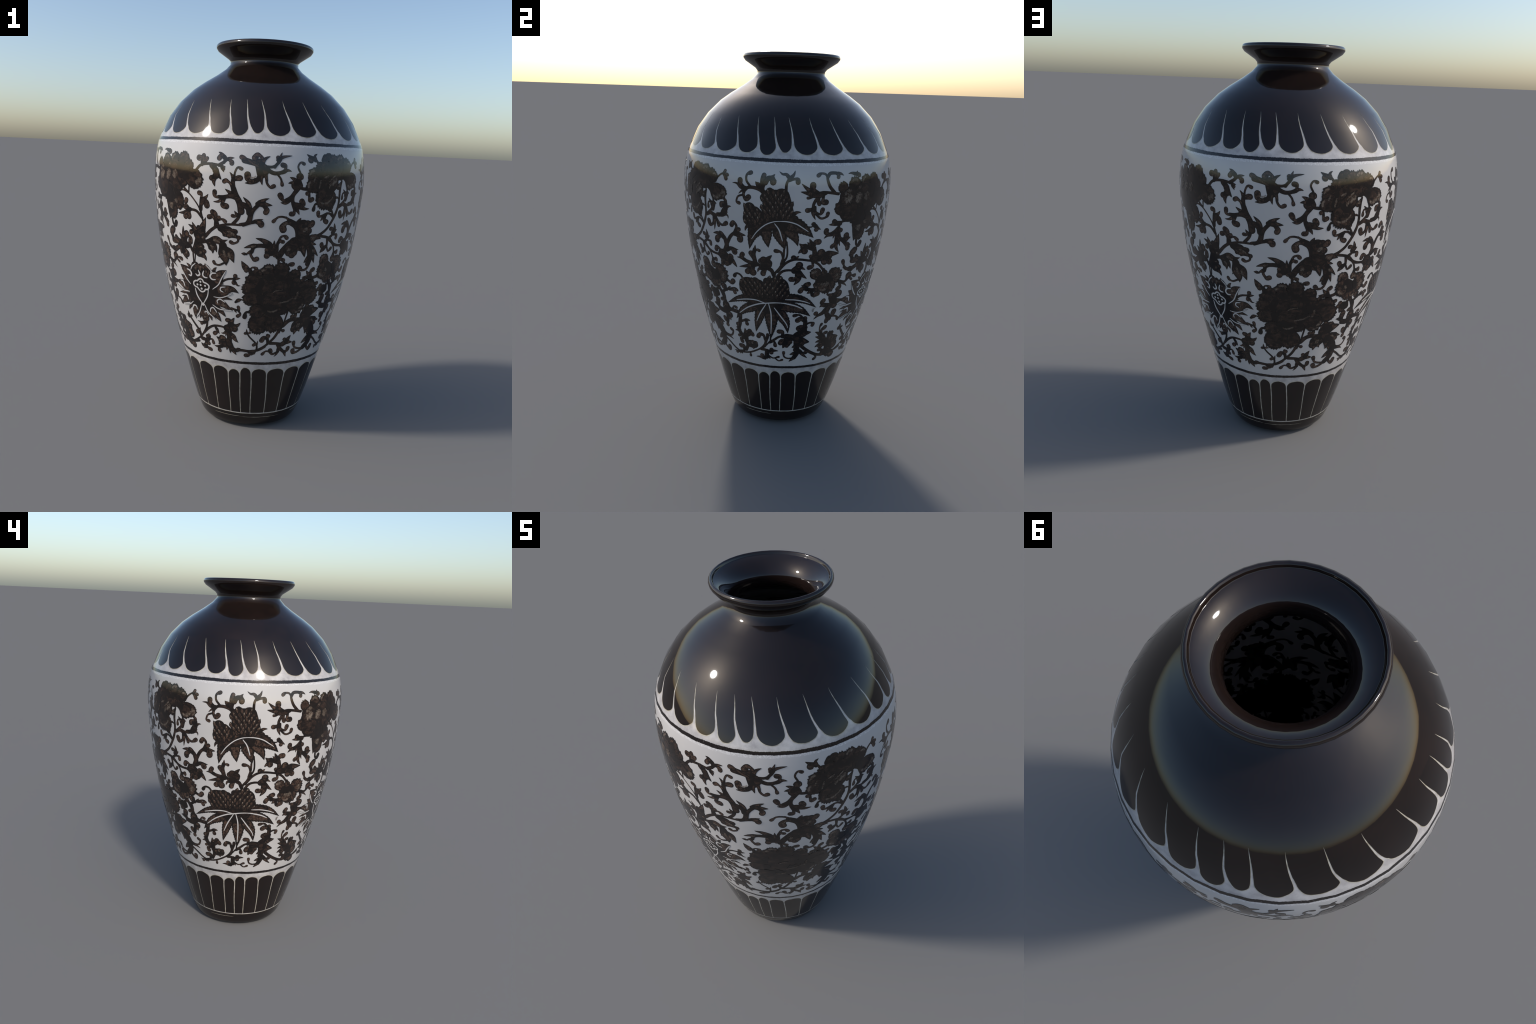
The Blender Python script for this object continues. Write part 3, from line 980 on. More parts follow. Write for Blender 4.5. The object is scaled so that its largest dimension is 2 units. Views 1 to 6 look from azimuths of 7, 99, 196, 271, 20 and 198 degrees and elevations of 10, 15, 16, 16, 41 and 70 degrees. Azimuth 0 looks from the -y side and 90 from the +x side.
motif("scroll_leaf",
  stem(7.7, (94.1, 0.973), (97.9, 1.017), (101.8, 1.038), (105.9, 1.04), (110.1, 1.035), (112.6, 1.031)),
  drop(13.3, (102.4, 1.04), (101.9, 1.058)),
  horn(10.0, (102.9, 1.043), (105.0, 1.059)),
  curl(11.9, (112.2, 1.031), (112.6, 1.006), (110.7, 0.997)),
  stem(13.7, (112.5, 1.04), (113.0, 1.068), (112.3, 1.097), (110.7, 1.12)),
  curl(14.6, (112.0, 1.105), (113.0, 1.126), (114.6, 1.129)),
  horn(14.4, (111.7, 1.108), (110.6, 1.128), (109.6, 1.146)),
  horn(12.1, (111.4, 1.109), (108.5, 1.128)),
  stem(15.3, (112.1, 1.097), (108.7, 1.106), (106.4, 1.103)),
  horn(16.7, (108.7, 1.106), (106.1, 1.111), (104.5, 1.122)),
  horn(15.9, (107.7, 1.096), (105.5, 1.083), (104.3, 1.071)),
  drop(16.6, (107.9, 1.104), (107.3, 1.072)),
  drop(10.3, (112.7, 1.048), (110.4, 1.059)),
  blob(20.9, (114.3, 1.047), (118.1, 1.051), (120.8, 1.052)),
  drop(21.6, (116.2, 1.049), (116.5, 1.071)),
  horn(22.7, (118.9, 1.061), (122.6, 1.064), (127.0, 1.064)),
  drop(18.7, (118.9, 1.043), (119.0, 1.013)),
  drop(14.8, (120.5, 1.045), (122.5, 1.014)),
  blob(15.3, (112.2, 1.043), (114.3, 1.047)))
motif("vine",
  stem(7.1, (112.3, 1.031), (115.7, 1.014), (118.5, 0.985), (120.4, 0.957)),
  drop(18.1, (119.0, 0.985), (120.2, 0.951)))
motif("small_flower",
  frill(28.1, (118.5, 0.932), (114.9, 0.962), (112.7, 0.978)),
  frill(43.9, (122.5, 0.924), (126.6, 0.946), (129.8, 0.959)),
  blob(37.8, (119.2, 0.928), (123.3, 0.923)),
  frill(44.3, (121.9, 0.922), (123.2, 0.88), (122.9, 0.859)),
  frill(21.4, (116.8, 0.927), (116.6, 0.885)),
  frill(29.6, (120.5, 0.917), (120.3, 0.893), (120.5, 0.865)),
  glint(11.9, (118.6, 0.904), (120.9, 0.899), (123.2, 0.911)),
  glint(12.3, (128.7, 0.955), (128.3, 0.925)),
  glint(8.5, (115.0, 0.977), (112.6, 0.966)))
motif("leaflet",
  stem(9.2, (129.9, 0.911), (134.2, 0.901), (136.7, 0.918)),
  drop(21.4, (-44.3, 0.91), (-43.1, 0.931)),
  curl(10.5, (-42.8, 0.923), (-40.5, 0.928), (-37.6, 0.923)),
  drop(7.4, (-43.3, 0.924), (-39.5, 0.904)),
  horn(8.9, (131.4, 0.904), (135.1, 0.886), (137.0, 0.872)),
  curl(13.4, (130.5, 0.907), (131.7, 0.88), (130.4, 0.866)))
motif("scroll_leaf",
  stem(7.6, (94.2, 0.95), (96.4, 0.974), (99.3, 0.983), (103.1, 0.982)),
  blob(17.5, (103.1, 0.982), (104.9, 0.997), (105.4, 1.007)),
  drop(18.5, (104.8, 0.991), (105.4, 1.01)),
  horn(8.8, (106.3, 0.999), (108.9, 0.986)),
  horn(16.8, (104.3, 0.982), (107.3, 0.957), (110.1, 0.938)),
  horn(21.1, (105.0, 0.973), (105.4, 0.934), (103.1, 0.903)),
  curl(13.6, (105.1, 0.967), (103.6, 0.938), (101.5, 0.935)),
  blob(11.9, (103.7, 0.982), (105.9, 0.952)))
motif("scroll_leaf",
  stem(13.3, (117.0, 0.878), (113.7, 0.874), (110.5, 0.882)),
  curl(13.9, (110.6, 0.876), (109.6, 0.899), (111.3, 0.907)),
  horn(12.9, (110.5, 0.887), (108.7, 0.895), (107.4, 0.904)),
  curl(13.4, (111.3, 0.877), (108.3, 0.882), (107.1, 0.87)),
  horn(14.3, (113.7, 0.872), (112.5, 0.864), (110.9, 0.856)),
  curl(14.7, (113.6, 0.875), (114.5, 0.847), (117.3, 0.853)),
  horn(10.9, (114.1, 0.85), (115.9, 0.831)))
motif("scroll_leaf",
  blob(23.0, (129.5, 0.789), (127.8, 0.824)),
  horn(19.1, (128.9, 0.816), (126.3, 0.834), (123.2, 0.843)),
  curl(20.6, (129.4, 0.815), (130.5, 0.835), (132.1, 0.838)),
  horn(16.3, (129.9, 0.827), (129.8, 0.854)),
  stem(14.6, (129.7, 0.776), (125.3, 0.78), (122.4, 0.786)),
  curl(12.5, (124.5, 0.781), (121.2, 0.794), (122.2, 0.809)),
  horn(15.9, (124.5, 0.781), (121.7, 0.781), (120.1, 0.772)),
  drop(21.8, (129.7, 0.792), (130.5, 0.762)),
  horn(20.1, (129.5, 0.796), (133.2, 0.796), (136.4, 0.802)),
  horn(18.5, (126.8, 0.771), (123.2, 0.738), (119.9, 0.723), (117.4, 0.703)),
  drop(12.7, (119.9, 0.727), (117.6, 0.743)),
  glint(5.0, (117.0, 0.769), (116.0, 0.762), (116.1, 0.75)),
  stem(14.6, (126.9, 0.768), (125.9, 0.737), (127.0, 0.71), (127.7, 0.702)),
  curl(12.5, (126.8, 0.717), (127.0, 0.682)),
  curl(16.0, (127.4, 0.709), (130.2, 0.714), (131.3, 0.736)),
  curl(9.4, (128.3, 0.711), (133.7, 0.704), (136.0, 0.684)),
  blob(13.6, (127.1, 0.719), (128.7, 0.697)))
motif("scroll_leaf",
  horn(22.5, (-31.0, 1.002), (-36.8, 0.994), (-39.8, 0.975), (-42.9, 0.95)),
  horn(15.8, (-34.3, 1.004), (-39.9, 1.006), (-44.6, 1.009)),
  drop(10.7, (-35.7, 1.01), (-39.0, 1.024), (-41.0, 1.038)),
  curl(14.9, (-42.3, 1.019), (-44.3, 1.049), (-42.0, 1.071)),
  horn(7.6, (-43.7, 1.036), (-46.4, 1.048)),
  curl(10.7, (-41.4, 0.966), (-46.8, 0.974), (-49.5, 1.018)),
  drop(14.4, (-41.1, 0.972), (-44.9, 0.969)))
motif("scroll_leaf",
  stem(12.7, (68.4, 0.72), (63.4, 0.723), (59.0, 0.713), (54.8, 0.705), (52.5, 0.729)),
  drop(15.3, (52.9, 0.727), (52.1, 0.751)),
  horn(13.1, (52.0, 0.728), (48.7, 0.733)),
  drop(14.8, (60.0, 0.72), (60.0, 0.753)),
  horn(13.8, (59.7, 0.729), (56.7, 0.735)),
  curl(8.6, (64.6, 0.726), (66.2, 0.745), (68.0, 0.743)),
  stem(13.1, (60.1, 0.714), (59.9, 0.674), (58.7, 0.639)),
  curl(12.8, (59.3, 0.647), (57.5, 0.646), (56.8, 0.66)),
  drop(11.1, (58.7, 0.642), (58.0, 0.612)),
  drop(19.2, (60.5, 0.702), (63.1, 0.678)),
  horn(14.1, (61.0, 0.683), (62.2, 0.655)))
motif("vine",
  curl(9.7, (52.4, 0.574), (56.1, 0.559), (60.3, 0.562), (62.2, 0.589), (60.7, 0.6)),
  horn(12.7, (53.4, 0.557), (57.9, 0.55), (61.5, 0.538)),
  curl(13.2, (50.8, 0.503), (51.4, 0.48), (54.7, 0.46), (55.6, 0.48)),
  stem(5.9, (52.9, 0.538), (57.4, 0.515), (62.7, 0.484), (67.6, 0.473), (74.0, 0.481), (80.4, 0.505), (84.5, 0.53), (87.6, 0.57), (89.2, 0.605)),
  stem(5.2, (84.9, 0.523), (88.7, 0.557), (90.7, 0.578)))
motif("scroll_leaf",
  stem(10.2, (71.5, 0.493), (73.2, 0.524), (72.3, 0.557), (69.8, 0.587)),
  stem(13.4, (70.4, 0.574), (67.7, 0.613), (69.3, 0.656), (70.5, 0.704)),
  horn(11.4, (68.5, 0.611), (64.4, 0.601)),
  horn(10.8, (67.8, 0.62), (65.6, 0.623)),
  drop(8.8, (68.9, 0.585), (66.5, 0.571)),
  curl(11.6, (71.5, 0.562), (68.6, 0.561), (69.1, 0.541)),
  drop(13.8, (69.1, 0.639), (67.7, 0.643)),
  stem(7.9, (70.4, 0.668), (73.2, 0.677), (75.1, 0.678)),
  horn(11.6, (73.6, 0.679), (75.5, 0.683), (77.2, 0.68)),
  drop(10.7, (74.0, 0.678), (74.8, 0.65)))
motif("scroll_leaf",
  stem(13.4, (72.8, 0.551), (73.1, 0.592)),
  blob(17.6, (73.1, 0.592), (75.6, 0.605)),
  horn(15.3, (73.0, 0.588), (72.5, 0.629)),
  drop(12.9, (74.8, 0.604), (76.7, 0.624)),
  curl(11.3, (75.2, 0.608), (77.1, 0.607), (77.8, 0.596)))
motif("leaflet",
  blob(23.6, (75.8, 0.537), (78.2, 0.537)),
  drop(10.4, (77.0, 0.543), (77.6, 0.56)),
  drop(10.4, (78.2, 0.544), (80.6, 0.553)),
  horn(12.8, (76.9, 0.529), (78.0, 0.505)),
  drop(11.9, (76.2, 0.535), (74.1, 0.546)),
  stem(6.2, (71.5, 0.49), (73.9, 0.518)),
  glint(6.6, (76.8, 0.544), (77.7, 0.547)),
  horn(12.3, (78.6, 0.534), (79.7, 0.518)))
motif("scroll_leaf",
  stem(6.9, (86.2, 0.534), (86.9, 0.576), (85.7, 0.602)),
  curl(11.8, (86.6, 0.576), (85.5, 0.606), (83.1, 0.61), (82.0, 0.592)),
  horn(11.4, (84.6, 0.605), (82.7, 0.619)))
motif("leaflet",
  curl(7.1, (74.8, 0.482), (74.8, 0.461)),
  horn(11.9, (68.2, 0.477), (64.2, 0.468), (60.3, 0.472)),
  drop(7.9, (64.8, 0.471), (62.0, 0.457)),
  horn(9.8, (65.8, 0.473), (65.8, 0.455)),
  horn(10.2, (67.0, 0.475), (67.6, 0.458)),
  curl(13.6, (69.7, 0.487), (69.8, 0.511), (67.4, 0.511)))
motif("scroll_leaf",
  stem(9.5, (83.7, 0.515), (87.2, 0.511), (88.4, 0.487)),
  blob(12.0, (87.8, 0.508), (87.4, 0.468)),
  curl(11.0, (87.6, 0.469), (84.8, 0.459), (84.0, 0.477)),
  horn(11.6, (86.0, 0.457), (82.3, 0.464), (79.3, 0.463)),
  drop(10.5, (90.4, 0.505), (91.3, 0.527)),
  horn(13.3, (89.6, 0.507), (93.1, 0.513), (95.9, 0.512)),
  drop(11.7, (90.0, 0.505), (91.6, 0.492)),
  horn(9.9, (88.0, 0.476), (89.3, 0.466), (90.1, 0.457)),
  curl(7.1, (88.8, 0.48), (92.1, 0.465), (96.1, 0.474)),
  curl(6.7, (93.7, 0.464), (96.3, 0.449), (98.9, 0.456)),
  curl(9.9, (89.8, 0.561), (92.8, 0.57), (93.6, 0.545)))
motif("acanthus",
  stem(8.0, (90.3, 0.564), (93.5, 0.586), (96.7, 0.603), (101.8, 0.606)),
  curl(13.1, (98.2, 0.6), (98.1, 0.63), (96.0, 0.634)),
  horn(8.6, (98.5, 0.61), (99.4, 0.628)),
  blob(19.0, (101.1, 0.603), (107.7, 0.593)),
  blob(22.9, (101.8, 0.579), (101.2, 0.562)),
  curl(13.7, (101.4, 0.579), (98.4, 0.581), (97.1, 0.562)),
  drop(15.3, (103.2, 0.585), (103.4, 0.559)),
  horn(17.0, (100.5, 0.562), (98.8, 0.53)),
  drop(10.3, (101.3, 0.558), (101.7, 0.537)),
  blob(24.6, (108.2, 0.607), (111.0, 0.625), (111.2, 0.641)),
  drop(17.4, (110.8, 0.632), (109.4, 0.67)),
  drop(17.3, (110.1, 0.649), (107.5, 0.661)),
  horn(21.4, (111.7, 0.624), (114.9, 0.624), (117.5, 0.627)),
  drop(17.7, (111.3, 0.624), (113.4, 0.609)),
  horn(18.5, (111.3, 0.645), (113.4, 0.656), (113.9, 0.667)),
  stem(13.8, (112.3, 0.654), (112.4, 0.687), (111.6, 0.711)),
  drop(12.8, (112.4, 0.694), (111.4, 0.722)),
  curl(9.6, (111.9, 0.701), (108.4, 0.733), (104.9, 0.731)),
  curl(14.2, (111.9, 0.694), (109.1, 0.71), (107.3, 0.703)),
  curl(9.6, (112.9, 0.674), (115.1, 0.685), (117.7, 0.682), (117.4, 0.669)),
  horn(31.4, (109.1, 0.579), (113.2, 0.571), (117.4, 0.565)),
  drop(14.3, (110.8, 0.57), (113.3, 0.551)),
  stem(17.9, (108.1, 0.593), (108.6, 0.537), (109.3, 0.502), (107.5, 0.471)),
  horn(14.8, (108.4, 0.481), (106.2, 0.461), (103.9, 0.445)),
  horn(13.9, (108.2, 0.548), (105.1, 0.535)),
  horn(13.8, (108.3, 0.531), (106.4, 0.514)),
  horn(14.9, (108.9, 0.502), (106.5, 0.497), (104.0, 0.49)),
  curl(7.9, (107.8, 0.471), (103.2, 0.466), (100.2, 0.478), (99.7, 0.505)))
motif("vine",
  stem(10.1, (111.1, 0.548), (115.8, 0.517), (122.1, 0.487), (127.7, 0.472), (134.4, 0.471), (141.7, 0.48), (146.8, 0.491)),
  horn(13.3, (110.9, 0.515), (113.9, 0.487), (118.0, 0.461)),
  drop(12.5, (113.8, 0.498), (117.2, 0.5)),
  curl(9.3, (123.3, 0.48), (125.0, 0.461), (123.7, 0.449)),
  horn(17.4, (133.8, 0.473), (135.7, 0.446)),
  horn(17.5, (-44.0, 0.475), (-39.6, 0.469)))
motif("scroll_leaf",
  stem(17.4, (132.5, 0.493), (132.4, 0.525), (128.0, 0.568), (124.7, 0.608)),
  curl(12.4, (127.6, 0.579), (125.0, 0.624), (127.2, 0.647)),
  curl(7.9, (124.4, 0.608), (123.2, 0.647), (124.0, 0.669)),
  horn(16.7, (126.5, 0.594), (123.1, 0.614), (120.3, 0.624)),
  horn(14.3, (126.6, 0.581), (121.1, 0.593)),
  horn(21.1, (130.4, 0.546), (125.3, 0.562), (121.9, 0.557)),
  horn(21.3, (130.1, 0.54), (125.2, 0.538), (122.3, 0.526)),
  drop(20.1, (129.0, 0.542), (125.5, 0.527)),
  blob(17.0, (126.8, 0.587), (129.5, 0.555)),
  blob(19.9, (133.4, 0.526), (137.6, 0.514)),
  horn(27.5, (133.4, 0.55), (138.3, 0.557), (141.8, 0.57)),
  drop(23.6, (133.4, 0.55), (134.8, 0.568)),
  drop(28.4, (-44.4, 0.518), (-41.3, 0.521)),
  horn(12.7, (133.8, 0.518), (137.1, 0.489)),
  stem(10.4, (131.9, 0.56), (132.1, 0.591), (133.2, 0.602)),
  curl(10.0, (128.2, 0.588), (127.7, 0.608), (129.4, 0.61)),
  horn(14.4, (132.0, 0.595), (132.5, 0.618)),
  drop(13.7, (132.7, 0.597), (135.5, 0.603)),
  curl(10.5, (129.6, 0.478), (127.9, 0.505), (126.4, 0.505)),
  horn(10.6, (129.7, 0.488), (129.7, 0.509)),
  stem(16.0, (129.7, 0.476), (132.0, 0.498)))
motif("acanthus",
  stem(7.5, (-24.8, 1.361), (-22.0, 1.389), (-18.1, 1.398), (-13.4, 1.396), (-10.1, 1.388)),
  curl(14.1, (-21.1, 1.392), (-21.4, 1.418), (-23.2, 1.423)),
  drop(11.1, (-20.4, 1.395), (-20.2, 1.422), (-20.9, 1.441)),
  drop(9.5, (-19.4, 1.399), (-18.7, 1.417), (-18.2, 1.428)),
  stem(8.9, (-12.0, 1.394), (-9.9, 1.407), (-7.8, 1.425)),
  curl(12.2, (-9.6, 1.407), (-9.0, 1.43), (-10.8, 1.439), (-12.1, 1.426)),
  horn(12.9, (-9.4, 1.427), (-11.2, 1.446), (-12.8, 1.453)),
  horn(10.4, (-8.7, 1.419), (-6.6, 1.428), (-4.5, 1.43)),
  drop(11.1, (-7.8, 1.422), (-5.8, 1.411), (-6.0, 1.398)),
  drop(8.9, (-11.4, 1.391), (-9.2, 1.375)),
  horn(7.5, (-11.1, 1.392), (-8.5, 1.387)),
  horn(8.6, (-10.7, 1.386), (-9.3, 1.363)),
  stem(13.9, (-15.7, 1.392), (-13.5, 1.367), (-13.4, 1.344)),
  horn(19.2, (-14.3, 1.381), (-12.5, 1.353), (-10.5, 1.329)),
  drop(13.0, (-13.4, 1.35), (-15.0, 1.337), (-16.5, 1.332)),
  horn(16.2, (-13.9, 1.347), (-14.4, 1.32), (-13.7, 1.296)),
  blob(12.8, (-13.6, 1.373), (-13.1, 1.344)))
motif("vine",
  curl(6.7, (-20.7, 1.14), (-22.5, 1.19), (-25.5, 1.227), (-29.1, 1.257), (-32.6, 1.268), (-35.7, 1.263)),
  stem(4.9, (-28.6, 1.284), (-28.7, 1.26)),
  stem(7.6, (-33.0, 1.308), (-32.1, 1.282), (-29.1, 1.259)))
motif("scroll_leaf",
  stem(11.5, (-21.6, 1.185), (-21.3, 1.218), (-21.1, 1.239)),
  curl(11.5, (-20.8, 1.231), (-21.2, 1.257), (-22.4, 1.261)),
  horn(14.7, (-21.1, 1.227), (-18.7, 1.241), (-17.2, 1.259)),
  curl(15.5, (-21.3, 1.218), (-18.7, 1.223), (-18.0, 1.206)),
  blob(11.9, (-21.1, 1.212), (-19.8, 1.231)))
motif("scroll_leaf",
  stem(7.9, (-20.9, 1.146), (-24.1, 1.174), (-28.1, 1.181), (-30.6, 1.195)),
  curl(12.5, (-29.0, 1.185), (-31.0, 1.204), (-30.5, 1.222)),
  drop(11.5, (-29.0, 1.181), (-32.7, 1.191)),
  horn(14.8, (-28.1, 1.179), (-32.2, 1.16), (-36.8, 1.155)),
  drop(16.2, (-29.0, 1.175), (-32.2, 1.135)),
  drop(14.9, (-28.6, 1.174), (-29.2, 1.134)))
motif("bud",
  blade(20.3, (-21.5, 1.037), (-21.5, 1.078), (-20.1, 1.114), (-18.7, 1.15)),
  blob(15.1, (-22.0, 1.08), (-20.6, 1.079)),
  blob(14.9, (-20.9, 1.057), (-20.8, 1.047)),
  horn(19.7, (-24.0, 1.041), (-26.3, 1.088), (-30.0, 1.106)),
  horn(18.2, (-24.5, 1.063), (-25.9, 1.096), (-27.3, 1.12)),
  drop(13.2, (-27.0, 1.083), (-28.7, 1.062)),
  stem(17.8, (-23.4, 1.035), (-24.8, 1.065)))
motif("vine",
  stem(9.6, (-19.2, 1.059), (-16.1, 1.089), (-12.9, 1.111)),
  stem(6.7, (-13.8, 1.108), (-9.1, 1.121), (-5.2, 1.126), (-0.1, 1.127), (2.8, 1.14)),
  stem(5.3, (-20.5, 1.133), (-21.2, 1.164), (-21.7, 1.193)))
motif("scroll_leaf",
  stem(11.0, (-13.2, 1.111), (-13.2, 1.135), (-13.2, 1.152)),
  curl(12.0, (-13.2, 1.135), (-14.8, 1.155), (-16.9, 1.153)),
  drop(13.2, (-12.8, 1.142), (-13.4, 1.168), (-15.8, 1.181)),
  drop(10.0, (-12.8, 1.142), (-11.0, 1.158)),
  curl(9.2, (-12.6, 1.138), (-10.0, 1.147), (-8.2, 1.137)),
  blob(9.6, (-13.2, 1.147), (-12.4, 1.123)))
motif("acanthus",
  stem(8.9, (-4.2, 1.13), (-1.7, 1.16), (-0.7, 1.196)),
  stem(17.3, (-0.4, 1.189), (-1.2, 1.226), (-3.2, 1.262), (-4.4, 1.292)),
  stem(12.5, (-4.3, 1.283), (-4.8, 1.317), (-4.5, 1.347)),
  curl(8.4, (-4.1, 1.336), (-4.0, 1.364), (-2.8, 1.388), (-0.9, 1.383)),
  horn(10.0, (-4.5, 1.334), (-5.5, 1.354), (-6.6, 1.366)),
  curl(13.3, (-4.4, 1.331), (-2.5, 1.34), (-1.4, 1.341)),
  curl(10.9, (-4.8, 1.287), (-6.0, 1.314), (-7.9, 1.326), (-9.0, 1.323)),
  horn(12.6, (-4.5, 1.264), (-6.5, 1.275), (-8.6, 1.289)),
  stem(11.3, (-1.7, 1.245), (-5.5, 1.256), (-9.2, 1.251), (-11.8, 1.25)),
  curl(11.6, (-9.8, 1.249), (-13.4, 1.251), (-13.8, 1.272)),
  horn(11.2, (-9.0, 1.247), (-11.8, 1.229), (-14.6, 1.226)),
  curl(14.1, (-8.5, 1.25), (-9.8, 1.216), (-7.8, 1.209)),
  horn(10.7, (-1.5, 1.169), (-2.8, 1.178), (-3.7, 1.191)),
  curl(8.6, (-1.8, 1.169), (-3.3, 1.166), (-4.6, 1.167)),
  blob(11.8, (-6.0, 1.261), (-3.0, 1.256)),
  stem(8.0, (-0.8, 1.128), (2.4, 1.138), (3.5, 1.17), (2.7, 1.198), (0.4, 1.215)),
  horn(17.9, (3.4, 1.184), (3.0, 1.226), (0.3, 1.257)),
  blob(11.8, (0.4, 1.222), (2.1, 1.216)),
  stem(11.2, (3.9, 1.146), (4.9, 1.19), (7.5, 1.221), (10.3, 1.239)),
  horn(14.0, (7.2, 1.228), (10.2, 1.246), (12.7, 1.256)),
  horn(15.9, (8.6, 1.227), (11.8, 1.226), (14.4, 1.224)),
  drop(13.0, (9.3, 1.229), (11.8, 1.202), (10.8, 1.184)),
  stem(9.5, (0.7, 1.128), (4.1, 1.139), (7.3, 1.146)),
  horn(11.4, (5.4, 1.142), (8.3, 1.153), (10.4, 1.158)),
  drop(15.1, (6.1, 1.145), (9.2, 1.139), (9.2, 1.123)),
  blob(9.3, (9.1, 1.227), (11.1, 1.216)))
motif("feather_leaf",
  blade(26.5, (-10.7, 1.104), (-7.0, 1.09), (-3.8, 1.076), (-1.6, 1.06)),
  frill(20.7, (-9.4, 1.101), (-7.8, 1.085), (-6.7, 1.071)),
  frill(17.8, (-6.4, 1.086), (-5.4, 1.065)),
  drop(14.3, (-5.1, 1.089), (-3.1, 1.096)),
  curl(9.2, (-1.8, 1.072), (-1.7, 1.048), (-3.8, 1.037), (-5.4, 1.042)),
  drop(11.2, (-2.3, 1.072), (-0.7, 1.061)),
  glint(7.6, (-7.0, 1.093), (-3.6, 1.076)),
  blob(12.2, (-7.8, 1.095), (-3.1, 1.093)))
motif("acanthus",
  stem(17.5, (-26.7, 0.979), (-25.1, 1.014), (-23.8, 1.053), (-23.2, 1.095)),
  blob(17.5, (-24.8, 1.012), (-22.4, 1.072)),
  blob(13.2, (-21.0, 1.052), (-20.7, 1.049)),
  stem(5.5, (-27.9, 0.98), (-28.1, 0.913)),
  stem(4.5, (-25.9, 0.985), (-27.4, 0.916)),
  blob(11.2, (-22.0, 1.084), (-20.4, 1.096)),
  glint(7.8, (-21.0, 1.053), (-20.7, 1.049)),
  glint(6.2, (-22.4, 1.007), (-22.2, 1.003)),
  glint(8.1, (-23.1, 0.978), (-22.2, 0.972)),
  stem(9.7, (-24.4, 1.017), (-19.9, 1.032), (-14.8, 1.036), (-10.6, 1.029), (-8.7, 1.001)),
  blade(15.2, (-18.0, 1.036), (-13.3, 1.05), (-10.0, 1.042), (-6.8, 1.052)),
  horn(11.5, (-10.3, 1.036), (-8.4, 1.029), (-7.4, 1.016)),
  drop(22.7, (-18.3, 1.031), (-16.0, 1.016), (-15.2, 0.997)),
  horn(17.1, (-16.9, 1.015), (-15.5, 0.999), (-15.3, 0.977)),
  horn(13.8, (-15.1, 1.027), (-13.7, 1.011), (-13.1, 0.985)),
  blade(29.2, (-9.7, 1.024), (-9.0, 0.983), (-8.2, 0.951), (-8.0, 0.924)),
  blade(19.7, (-8.6, 1.013), (-5.9, 0.99), (-4.7, 0.964), (-3.7, 0.941)),
  horn(10.7, (-9.5, 0.995), (-11.0, 0.974), (-12.2, 0.959)),
  curl(8.5, (-8.8, 0.938), (-12.1, 0.924), (-14.3, 0.928), (-15.0, 0.937)),
  glint(7.4, (-9.2, 0.998), (-8.5, 0.968)),
  glint(6.8, (-16.3, 1.018), (-14.9, 1.005)),
  glint(5.7, (-14.7, 1.045), (-11.1, 1.036)),
  glint(6.7, (-6.5, 0.985), (-5.7, 0.966)),
  blob(15.5, (-22.4, 1.006), (-21.9, 1.004)),
  blob(20.2, (-23.9, 0.972), (-22.2, 0.972)),
  drop(11.2, (-22.2, 0.977), (-19.5, 0.986)),
  horn(17.1, (-22.9, 0.968), (-20.4, 0.956), (-19.4, 0.937)),
  blob(16.1, (-23.9, 1.0), (-23.1, 0.983)),
  stem(8.2, (-28.2, 0.978), (-29.8, 1.003), (-32.4, 1.01), (-36.5, 1.005)),
  curl(13.7, (-33.2, 1.01), (-31.4, 1.044), (-29.0, 1.042), (-29.1, 1.02)),
  horn(18.9, (-33.2, 1.009), (-34.9, 1.03), (-37.0, 1.056)),
  horn(16.7, (-32.7, 1.017), (-33.9, 1.051), (-33.7, 1.094)),
  horn(19.0, (-35.7, 1.007), (-39.0, 1.019), (-41.2, 1.039)),
  drop(15.5, (-36.1, 1.006), (-41.0, 1.012), (-44.0, 1.015)),
  drop(17.4, (-32.0, 1.041), (-31.5, 1.057)),
  stem(10.8, (-35.3, 1.002), (-41.9, 0.974), (-45.7, 0.972), (-48.0, 0.985)),
  horn(17.6, (-35.3, 1.001), (-39.8, 0.977), (-43.2, 0.948)),
  horn(17.9, (-34.9, 0.999), (-37.0, 0.971), (-36.9, 0.949)),
  curl(19.4, (-34.3, 1.0), (-34.8, 0.974), (-32.8, 0.958)),
  horn(18.4, (-35.4, 0.973), (-33.9, 0.944), (-32.4, 0.928)),
  curl(18.4, (-43.3, 1.024), (-44.1, 1.051), (-42.7, 1.067)),
  glint(8.4, (-33.1, 0.963), (-32.6, 0.958)))
